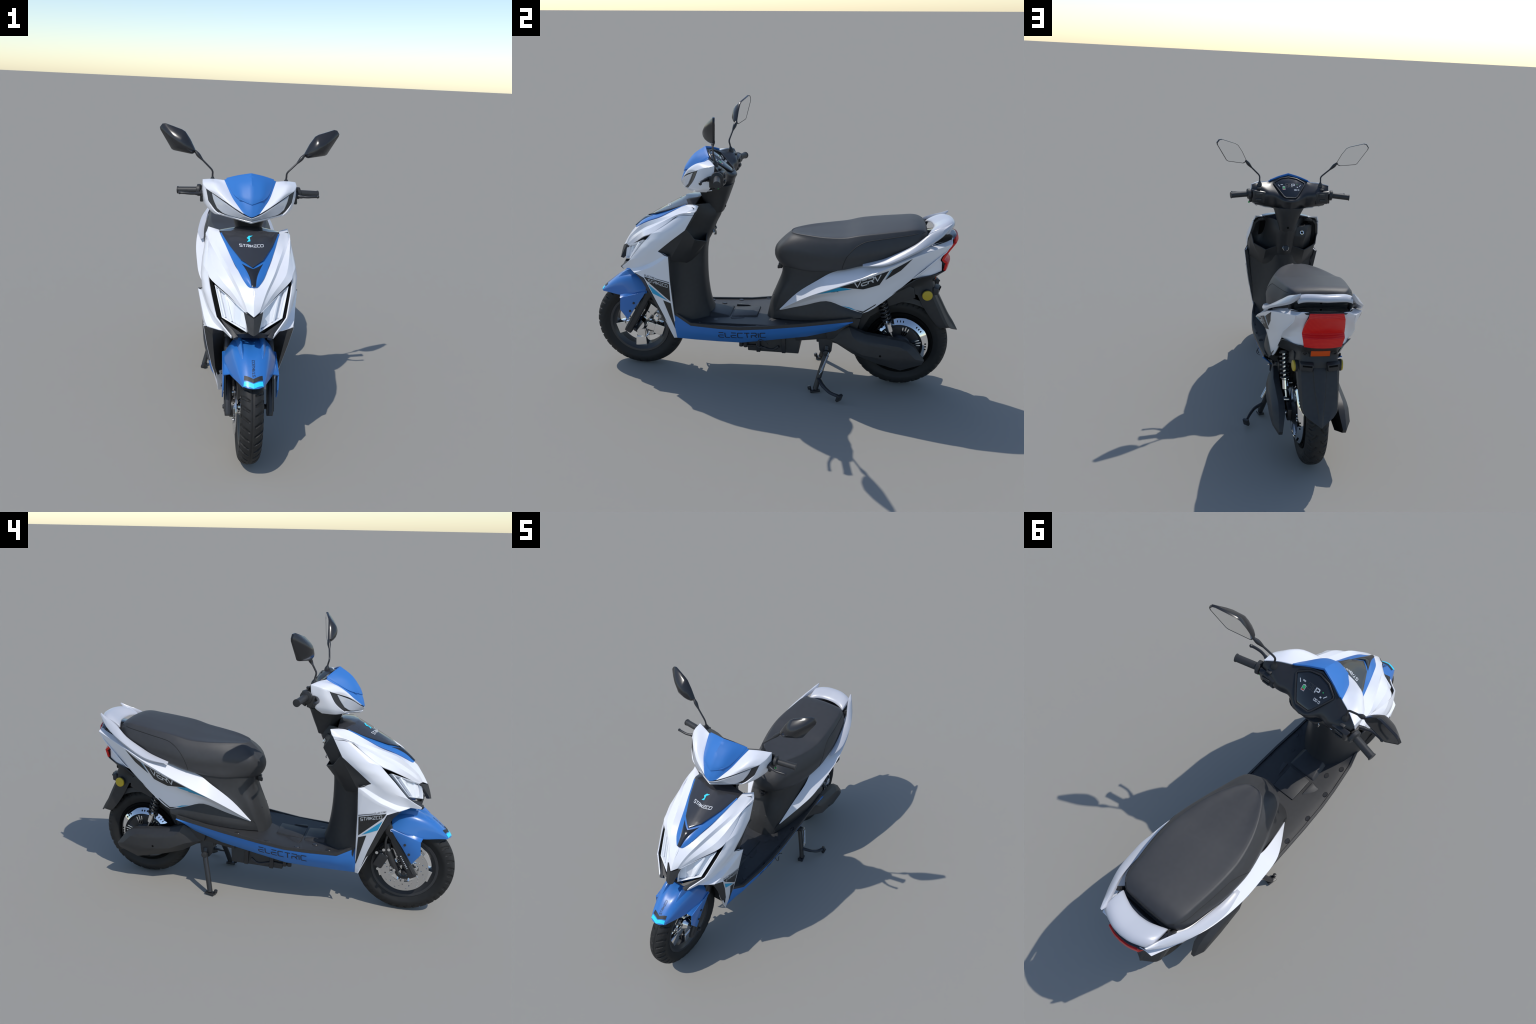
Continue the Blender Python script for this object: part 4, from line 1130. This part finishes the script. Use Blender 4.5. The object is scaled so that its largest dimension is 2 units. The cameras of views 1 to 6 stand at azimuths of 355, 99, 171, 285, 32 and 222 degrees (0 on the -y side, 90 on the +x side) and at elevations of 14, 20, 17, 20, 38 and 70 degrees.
# inner arch over the wheel
arch = []
for k in range(25):
    a = R(52 + 118 * k / 24)
    r = 0.285
    arch.append([V((x, RW.y + (r + e) * math.cos(a), RW.z + (r + e) * math.sin(a))) for x, e in ((-0.085, -0.03), (-0.080, -0.004), (0, 0.004), (0.080, -0.004), (0.085, -0.03))])
build("wheel_arch", grid(arch, 2, 1, False, False), PLASTIC, thick=0.004, inside=(0, RW.y, RW.z), angle=40)
panel_in = [(0.462, 0.44), (0.468, 0.40), (0.491, 0.334), (0.537, 0.424), (0.617, 0.485), (0.691, 0.517), (0.761, 0.547), (0.750, 0.600), (0.700, 0.620), (0.550, 0.570)]
build("frame_panel", join(prism([(0.095, y, z) for y, z in panel_in], (0.010, 0, 0)),
                         prism([(0.090, 0.40, 0.42), (0.090, 0.40, 0.34), (0.090, 0.47, 0.34), (0.090, 0.49, 0.42)], (0.040, 0, 0))), PLASTIC, bevel=0.003, pair=True)

# --------------------------------------------------------------------------
# rear shocks, swingarm and its covers
# --------------------------------------------------------------------------
def shock():
    top, bot = V((0.122, 0.590, 0.535)), V((0.112, 0.660, 0.300))
    ax = bot - top
    at = lambda k: top + ax * k
    body = build("rear_shock", join(tube([at(0.52), at(0.56), at(0.58), at(0.76), at(0.78)], [0.020, 0.020, 0.017, 0.017, 0.012], 20)), CHROME, angle=30, pair=True)[0]
    coil = []
    x = ax.normalized()
    a = V((1, 0, 0)) - x * x.x
    a.normalize()
    b = x.cross(a)
    for k in range(97):
        t = k / 96
        ang = 2 * math.pi * 6.0 * t
        coil.append(at(0.02 + 0.51 * t) + (a * math.cos(ang) + b * math.sin(ang)) * 0.0225)
    sp = tube(coil, 0.0052, 8)
    rod = tube([at(0.0), at(0.55)], 0.0115, 16)
    end = join(tube([at(0.76), at(0.97)], 0.008, 12), tube([at(0.97) + V((-0.014, 0, 0)), at(0.97) + V((0.014, 0, 0))], 0.013, 14))
    cap = tube([at(-0.03), at(0.03)], [0.022, 0.024], 18)
    for f in (lambda p: p, flip_x):
        build("shock_spring", f(sp), PLASTIC_SMOOTH, body)
        build("shock_rod", f(rod), STEEL, body)
        build("shock_end", f(end), STEEL, body, angle=30)
        build("shock_cap", f(cap), PLASTIC, body)


shock()
# the cover: outline at the inner side and a smaller, bulged outer face
outline = [(0.306, 0.298), (0.432, 0.380), (0.517, 0.350), (0.725, 0.322), (0.770, 0.296), (0.826, 0.222), (0.815, 0.200), (0.710, 0.152), (0.580, 0.180), (0.456, 0.205)]
xin = [0.105, 0.125, 0.130, 0.130, 0.132, 0.148, 0.148, 0.135, 0.128, 0.105]
xout = [0.112, 0.150, 0.160, 0.162, 0.164, 0.166, 0.166, 0.158, 0.152, 0.112]
cen = V((0.200, 0.590, 0.262))
ring0 = [V((x, y, z)) for (y, z), x in zip(outline, xin)]
ring1 = [V((x, y, z)) for (y, z), x in zip(outline, xout)]
ring2 = []
for (y, z), x in zip(outline, xout):
    k = 0.76
    ring2.append(V((min(0.192, x + 0.028) if y > 0.4 else 0.140, cen.y + (y - cen.y) * (0.80 if y > cen.y else 0.86), cen.z + (z - cen.z) * 0.62 + 0.004)))
ring3 = [V((0.194, cen.y + (p.y - cen.y) * 0.7, cen.z + (p.z - cen.z) * 0.6)) for p in ring2]
for p in ring3:
    if p.y < 0.45:
        p.x = 0.168
build("swingarm_cover", stack([ring0, ring1, ring2, ring3], False, True), PLASTIC, bevel=0.003, segs=2, pair=True, angle=25)
build("cover_bolt", both(dial((0.190, 0.600, 0.246), (1, 0, 0), [(0.0, 0.0065), (0.004, 0.0065), (0.005, 0.0)], 14)), PITCH)
swing = build("swingarm", both(join(prism([(0.085, 0.30, 0.275), (0.085, 0.34, 0.33), (0.085, 0.50, 0.315), (0.085, 0.73, 0.285), (0.085, 0.73, 0.225), (0.085, 0.46, 0.235)], (0.030, 0, 0)))), PLASTIC_SMOOTH, bevel=0.004)
build("swingarm_bridge", box((0, 0.36, 0.295), (0.23, 0.10, 0.06)), PLASTIC, swing, bevel=0.006)

# --------------------------------------------------------------------------
# centre stand
# --------------------------------------------------------------------------
def stand():
    legp = [V((0.112, 0.320, 0.240)), V((0.132, 0.316, 0.195)), V((0.160, 0.294, 0.115)), V((0.188, 0.270, 0.016))]
    st = build("centre_stand", both(tube(catmull(legp, 4), 0.0145, 14)), PLASTIC_SMOOTH)
    build("stand_crossbar", tube([(-0.130, 0.316, 0.200), (0.130, 0.316, 0.200)], 0.012, 12), PLASTIC_SMOOTH, st)
    foot = both(join(box((0.187, 0.268, 0.0085), (0.032, 0.052, 0.011), (R(6), 0, R(12))), tube([(0.187, 0.240, 0.012), (0.187, 0.236, 0.030)], 0.010, 10)))
    build("stand_foot", foot, PLASTIC_SMOOTH, st, bevel=0.002)
    plate_part = both(join(prism([(0.108, 0.270, 0.300), (0.108, 0.352, 0.300), (0.108, 0.345, 0.215), (0.108, 0.330, 0.190), (0.108, 0.300, 0.190), (0.108, 0.280, 0.215)], (0.012, 0, 0)),
                           tube([(0.095, 0.318, 0.212), (0.150, 0.318, 0.212)], 0.016, 16)))
    build("stand_bracket", plate_part, PLASTIC, st, bevel=0.002)
    build("stand_beam", box((0, 0.305, 0.285), (0.23, 0.085, 0.050)), PLASTIC, st, bevel=0.004)
    lever = [V((0.172, 0.282, 0.078)), V((0.192, 0.294, 0.074)), V((0.228, 0.315, 0.062)), V((0.258, 0.352, 0.046)), V((0.277, 0.394, 0.040))]
    build("stand_lever", tube(catmull(lever, 5), [0.012] * 11 + [0.011] * 10, 10, squash=0.75), PLASTIC_SMOOTH, st)
    build("lever_pad", box((0.279, 0.402, 0.030), (0.034, 0.016, 0.040), (R(-20), 0, R(-40))), PLASTIC_SMOOTH, st, bevel=0.003)
    a, b = V((0.158, 0.328, 0.208)), V((0.184, 0.296, 0.122))
    ax = (b - a).normalized()
    o = ax.orthogonal().normalized()
    p = ax.cross(o)
    coil = [a.lerp(b, k / 220) + (o * math.cos(k * 0.62) + p * math.sin(k * 0.62)) * 0.0065 for k in range(221)]
    build("stand_spring", tube(coil, 0.0017, 5), STEEL, st)
    build("spring_hook", join(tube([a - ax * 0.018, a], 0.0018, 6), tube([b, b + ax * 0.016], 0.0018, 6)), STEEL, st)


stand()

# --------------------------------------------------------------------------
# handlebar head
# --------------------------------------------------------------------------
IN_HEAD = (0, -0.30, 1.14)
cowl_top = [
    [(0.124, -0.302, 1.228), (0.178, -0.275, 1.229), (0.230, -0.245, 1.221)],
    [(0.108, -0.352, 1.197), (0.174, -0.345, 1.217), (0.229, -0.297, 1.208)],
    [(0.086, -0.404, 1.158), (0.154, -0.397, 1.184), (0.216, -0.332, 1.194)],
    [(0.038, -0.467, 1.098), (0.124, -0.425, 1.146), (0.212, -0.340, 1.189)],
]
cowl_side = [
    [(0.230, -0.245, 1.221), (0.229, -0.297, 1.208), (0.216, -0.332, 1.194)],
    [(0.233, -0.252, 1.165), (0.224, -0.316, 1.152), (0.202, -0.360, 1.136)],
    [(0.224, -0.268, 1.112), (0.204, -0.338, 1.100), (0.174, -0.393, 1.096)],
    [(0.192, -0.298, 1.078), (0.170, -0.360, 1.072), (0.148, -0.406, 1.078)],
]
cowl_lip = [
    [(0.150, -0.403, 1.089), (0.075, -0.439, 1.074), (0, -0.470, 1.061)],
    [(0.146, -0.397, 1.080), (0.073, -0.430, 1.067), (0, -0.461, 1.053)],
    [(0.168, -0.330, 1.076), (0.085, -0.370, 1.066), (0, -0.390, 1.056)],
    [(0.150, -0.280, 1.080), (0.085, -0.300, 1.070), (0, -0.320, 1.062)],
]
cowl = build("handlebar_cowl", both(join(grid(cowl_top, 5, 5, True, True), grid(cowl_side, 5, 5, True, True), grid(cowl_lip, 4, 4, True, False))),
             WHITE, thick=0.005, inside=IN_HEAD, bevel=0.001, angle=55)
visor_rows = [
    [(0, -0.345, 1.267), (0.062, -0.324, 1.253), (0.127, -0.301, 1.231)],
    [(0, -0.402, 1.226), (0.058, -0.376, 1.216), (0.112, -0.347, 1.201)],
    [(0, -0.447, 1.170), (0.050, -0.430, 1.166), (0.091, -0.401, 1.160)],
    [(0, -0.470, 1.120), (0.032, -0.462, 1.118), (0.060, -0.442, 1.122)],
    [(0, -0.480, 1.082), (0.020, -0.475, 1.089), (0.039, -0.467, 1.100)],
]
visor = build("visor", both(grid(visor_rows, 4, 4, True, True)), BLUE_MATT, thick=0.006, inside=IN_HEAD, bevel=0.0015, angle=30)
shield_rows2 = [
    [(0, -0.346, 1.272), (0.060, -0.324, 1.258), (0.117, -0.300, 1.239)],
    [(0, -0.407, 1.230), (0.058, -0.386, 1.224), (0.104, -0.350, 1.207)],
    [(0, -0.450, 1.175), (0.048, -0.436, 1.175), (0.080, -0.409, 1.172)],
    [(0, -0.466, 1.139), (0.028, -0.455, 1.148), (0.054, -0.442, 1.161)],
]
build("visor_panel", both(grid(shield_rows2, 4, 4, True, True)), BLUE_MATT, visor, thick=0.006, inside=IN_HEAD, bevel=0.0012, angle=30)

# turn-signal lenses: black surround with pale lens on top
sur = [[(0, -0.476, 1.082), (0.040, -0.465, 1.096), (0.123, -0.420, 1.144), (0.214, -0.336, 1.190)],
       [(0, -0.466, 1.071), (0.060, -0.450, 1.086), (0.135, -0.412, 1.117), (0.206, -0.352, 1.157)],
       [(0, -0.465, 1.061), (0.075, -0.438, 1.073), (0.152, -0.404, 1.089), (0.202, -0.360, 1.134)]]
surround = build("indicator_surround", both(grid(sur, 5, 4, True, True)), PLASTIC_SMOOTH, thick=0.006, inside=IN_HEAD, angle=40)
lens = [[(0, -0.480, 1.075), (0.045, -0.468, 1.092), (0.121, -0.426, 1.137), (0.186, -0.366, 1.173)],
        [(0, -0.476, 1.069), (0.060, -0.456, 1.083), (0.129, -0.423, 1.111), (0.177, -0.382, 1.141)],
        [(0, -0.473, 1.063), (0.072, -0.447, 1.075), (0.128, -0.424, 1.087), (0.160, -0.402, 1.108)]]
build("indicator_lens", both(grid(lens, 5, 4, True, True)), SMOKE, surround, thick=0.005, inside=IN_HEAD, bevel=0.001, angle=40)

# black rear shell with instrument panel
dash_rows = [
    [(0, -0.338, 1.256), (0.070, -0.318, 1.243), (0.125, -0.298, 1.226), (0.180, -0.271, 1.224), (0.229, -0.244, 1.219)],
    [(0, -0.290, 1.212), (0.082, -0.290, 1.216), (0.122, -0.258, 1.206), (0.175, -0.236, 1.206), (0.226, -0.230, 1.194)],
    [(0, -0.232, 1.160), (0.048, -0.235, 1.166), (0.098, -0.222, 1.172), (0.140, -0.208, 1.172), (0.222, -0.222, 1.165)],
    [(0, -0.184, 1.134), (0.036, -0.192, 1.136), (0.085, -0.218, 1.135), (0.138, -0.208, 1.135), (0.216, -0.222, 1.130)],
    [(0, -0.190, 1.112), (0.038, -0.200, 1.108), (0.078, -0.236, 1.096), (0.130, -0.232, 1.095), (0.208, -0.236, 1.104)],
    [(0, -0.205, 1.070), (0.046, -0.218, 1.070), (0.072, -0.262, 1.068), (0.128, -0.270, 1.082), (0.196, -0.268, 1.090)],
]
dash = build("dashboard", both(grid(dash_rows, 4, 4)), PLASTIC_SMOOTH, thick=0.004, inside=IN_HEAD, angle=45)
neck = []
for z, y0, y1, w in ((1.085, -0.395, -0.200, 0.098), (1.050, -0.378, -0.212, 0.080), (1.000, -0.360, -0.230, 0.064), (0.960, -0.345, -0.246, 0.052), (0.932, -0.325, -0.256, 0.046)):
    ring = []
    for k in range(28):
        t = 2 * math.pi * k / 28
        cx, cy = math.cos(t), math.sin(t)
        ring.append(V((w * math.copysign(abs(cx) ** 0.55, cx), (y0 + y1) / 2 + (y1 - y0) / 2 * math.copysign(abs(cy) ** 0.7, cy), z)))
    neck.append(ring)
nk = build("handlebar_neck", stack(neck), PLASTIC, bevel=0.002, angle=40)
build("neck_screw", join(dial((0, -0.246, 0.957), (0, 0.95, -0.3), [(0, 0.0065), (0.002, 0.0065), (0.002, 0)], 14),
                         dial((0.036, -0.258, 0.962), (0.5, 0.85, -0.3), [(0, 0.005), (0.002, 0.005), (0.002, 0)], 12),
                         dial((-0.036, -0.258, 0.962), (-0.5, 0.85, -0.3), [(0, 0.005), (0.002, 0.005), (0.002, 0)], 12)), PITCH, nk)
# instrument glass: flat panel leaning to the rider
P0, P1 = V((0, -0.209, 1.150)), V((0, -0.322, 1.243))
pu = V((1, 0, 0))
pv = (P1 - P0).normalized()
pn = pu.cross(pv).normalized()
if pn.z < 0:
    pn = -pn


def on_panel(u, v, h=0.0):
    return P0 + pu * u + pv * v + pn * h


L = (P1 - P0).length
outl = [(0.028, 0.0), (0.038, 0.010), (0.068, 0.062), (0.088, 0.098), (0.085, 0.108), (0.045, L - 0.010), (0, L)]
outl = [(-u, v) for u, v in outl[:-1]][::1] + [(0, L)] + [(u, v) for u, v in reversed(outl[:-1])]
glass = build("instrument_panel", stack([[on_panel(u, v, -0.012) for u, v in outl], [on_panel(u, v, 0.004) for u, v in outl]]), GLOSS, dash, bevel=0.002)
rimp = [on_panel(u * 1.06, (v - 0.06) * 1.07 + 0.06, 0.004) for u, v in outl]
build("panel_rim", tube(rimp + [rimp[0]], 0.004, 8, caps=False), PLASTIC_SMOOTH, dash)


def panel_marks(name, polys, mat):
    parts = [prism([on_panel(u, v, 0.0044) for u, v in p], pn * 0.0005) for p in polys]
    build(name, join(*parts), mat, glass, kind="stuff", weld=False)


def panel_text(text, height, origin, weight=0.16, width=0.9):
    polys, w = lettering(text, height, weight, 0.25, width)
    return place(polys, origin, (-1, 0), (0, 1)) if False else place(polys, origin, (1, 0), (0, 1))


# read from the rider's seat: rider's right is -x, so u is mirrored
mir = lambda polys: [[(-u, v) for u, v in p] for p in polys]
panel_marks("gear_letter", mir(panel_text("P", 0.022, (0.014, 0.078), 0.20)), LED_WHITE)
panel_marks("odometer_digits", mir(panel_text("00", 0.010, (0.026, 0.050), 0.16) + panel_text("0", 0.010, (0.048, 0.050), 0.16)), LED_WHITE)
panel_marks("speed_digits", mir(panel_text("88", 0.026, (-0.022, 0.076), 0.12)), LED_DIM)
panel_marks("unit_mark", mir(panel_text("8", 0.004, (0.044, 0.074), 0.5, 1.8) + panel_text("888", 0.005, (-0.052, 0.092), 0.2)), LED_WHITE)
bat_box = ribbon([(-0.042, 0.056), (-0.028, 0.056), (-0.028, 0.080), (-0.042, 0.080), (-0.042, 0.056)], 0.0014) + [[(-0.038, 0.080), (-0.032, 0.080), (-0.032, 0.083), (-0.038, 0.083)]]
panel_marks("battery_icon", mir(bat_box), LED_WHITE)
panel_marks("battery_bar", mir([[(-0.040, z), (-0.030, z), (-0.030, z + 0.004), (-0.040, z + 0.004)] for z in (0.064, 0.069, 0.074)]), LED_GREEN)
panel_marks("battery_bar", mir([[(-0.040, 0.058), (-0.030, 0.058), (-0.030, 0.062), (-0.040, 0.062)]]), LED_RED)
panel_marks("indicator_dot", mir([[(0.046 + 0.0024 * math.cos(t), 0.098 + 0.0024 * math.sin(t)) for t in [2 * math.pi * k / 10 for k in range(10)]]]), LED_GREEN)
panel_marks("panel_dash", ribbon([(0.058, 0.080), (0.068, 0.094)], 0.003) + ribbon([(-0.058, 0.080), (-0.068, 0.094)], 0.003), LED_WHITE)

# switch housings, grips, levers
sw = stack([[(0.142, -0.228, 1.184), (0.232, -0.224, 1.196), (0.228, -0.224, 1.112), (0.150, -0.222, 1.108)],
            [(0.150, -0.206, 1.178), (0.226, -0.204, 1.188), (0.222, -0.206, 1.120), (0.156, -0.206, 1.116)]])
sws = build("switch_housing", sw, PLASTIC_SMOOTH, bevel=0.004, pair=True)
keys = [box((0.188, -0.203, 1.166), (0.040, 0.008, 0.018)), box((0.190, -0.203, 1.136), (0.034, 0.008, 0.013)), box((0.188, -0.226, 1.197), (0.022, 0.014, 0.010))]
build("switch_button", both(join(*keys)), PLASTIC, sws[0], bevel=0.002)
g0, g1 = V((0.236, -0.232, 1.165)), V((0.354, -0.206, 1.158))
gd = (g1 - g0)
gat = lambda k: g0 + gd * k
grip = build("grip", tube([gat(0.0), gat(0.03), gat(0.035), gat(0.14), gat(0.15), gat(0.17), gat(0.18), gat(0.95), gat(0.96), gat(0.995), gat(1.0)],
                          [0.026, 0.029, 0.030, 0.030, 0.026, 0.022, 0.0165, 0.0165, 0.0185, 0.0185, 0.016], 28), PLASTIC, angle=35, pair=True)
lev = catmull([V((0.225, -0.272, 1.160)), V((0.250, -0.284, 1.156)), V((0.285, -0.294, 1.156)), V((0.318, -0.293, 1.158)), V((0.340, -0.289, 1.158))], 4)
lv = build("brake_lever", tube(lev, [0.009] * 6 + [0.0065] * 11, 12), PLASTIC_SMOOTH, pair=True)[0]
ballp = dial((0.340, -0.289, 1.158), (1, 0, 0), [(-0.0085, 0.0), (-0.006, 0.006), (0, 0.0085), (0.006, 0.006), (0.0085, 0.0)], 16)
build("lever_ball", both(ballp), PLASTIC_SMOOTH, lv)
build("lever_clamp", both(join(box((0.233, -0.252, 1.142), (0.016, 0.040, 0.058)), box((0.222, -0.276, 1.152), (0.028, 0.022, 0.020)))), PLASTIC, lv, bevel=0.004)
build("green_tab", box((0.244, -0.226, 1.116), (0.008, 0.008, 0.010)), GREEN, lv, bevel=0.001)

# --------------------------------------------------------------------------
# mirrors
# --------------------------------------------------------------------------
def mirror():
    stalk = catmull([V((0.182, -0.252, 1.222)), V((0.1825, -0.256, 1.245)), V((0.185, -0.261, 1.268)), V((0.210, -0.256, 1.294)), V((0.238, -0.249, 1.321)), V((0.270, -0.238, 1.357))], 5)
    rad = []
    for i in range(len(stalk)):
        k = i / (len(stalk) - 1)
        rad.append(0.0085 if k < 0.10 else (0.0055 if k < 0.14 else (0.0045 if k < 0.76 else 0.0045 + 0.0055 * min(1, (k - 0.76) * 8) - (0.004 * max(0, k - 0.92) / 0.08))))
    st = build("mirror_stalk", tube(stalk, rad, 12), PLASTIC_SMOOTH, pair=True)
    build("stalk_boot", both(tube([(0.182, -0.250, 1.208), (0.182, -0.252, 1.222), (0.1822, -0.253, 1.232)], [0.014, 0.013, 0.008], 16)), PLASTIC, st[0])
    out = [V((0.2665, -0.2375, 1.360)), V((0.292, -0.2335, 1.410)), V((0.318, -0.2285, 1.447)), V((0.335, -0.224, 1.457)), V((0.415, -0.198, 1.482)), V((0.430, -0.194, 1.479)),
           V((0.4425, -0.192, 1.462)), V((0.440, -0.192, 1.450)), V((0.384, -0.208, 1.360)), V((0.374, -0.2105, 1.354)), V((0.285, -0.2335, 1.341)), V((0.274, -0.236, 1.346))]
    c = sum(out, V()) / len(out)
    nrm = ((out[4] - out[0]).cross(out[9] - out[0])).normalized()
    if nrm.y < 0:
        nrm = -nrm          # towards the rider
    apex = V((0.346, -0.270, 1.397))
    ring = lambda k, d, to: [p.lerp(to, k) + nrm * d for p in out]
    mid = lambda k, out_k: [c + (p - c) * (1 - k) + (apex - c) * out_k for p in out]
    shell_p = stack([ring(0.05, 0.0022, c), ring(0.04, 0.0040, c), ring(0.01, 0.0040, c), ring(0.0, 0.000, c), ring(0.0, -0.006, c),
                     mid(0.10, 0.30), mid(0.28, 0.56), mid(0.50, 0.80), mid(0.74, 0.95), mid(0.92, 1.0)], True, True)
    sh = build("mirror_shell", shell_p, MIRROR_SHELL, pair=True, angle=38)
    gl = stack([ring(0.055, 0.0016, c), ring(0.055, 0.0031, c)])
    build("mirror_glass", gl, MIRROR, sh[0])
    build("mirror_glass", flip_x(gl), MIRROR, sh[1])


mirror()

# the front bodywork stands a little wider on its right-hand side
WIDER = ("front_fairing", "side_fairing", "leg_", "wheel_arch_liner", "storage_pocket", "pocket_edge", "fairing_edge", "lamp_surround")
done = set()
for o in ROOT.children:
    if not o.name.startswith(WIDER):
        continue
    if o.scale.x < 0:
        o.scale.x = -1.038
    elif o.data.users == 1 and o.data.name not in done:
        for v in o.data.vertices:
            if v.co.x < 0:
                v.co.x *= 1 + 0.038 * (min(1.0, max(0.0, (-v.co.x - 0.10) / 0.08)) if o.name.startswith("front_fairing") else 1.0)
        done.add(o.data.name)

# children of mirrored copies keep their own coordinates
for o in list(bpy.data.objects):
    if o.parent and o.parent.scale.x < 0:
        o.parent = ROOT
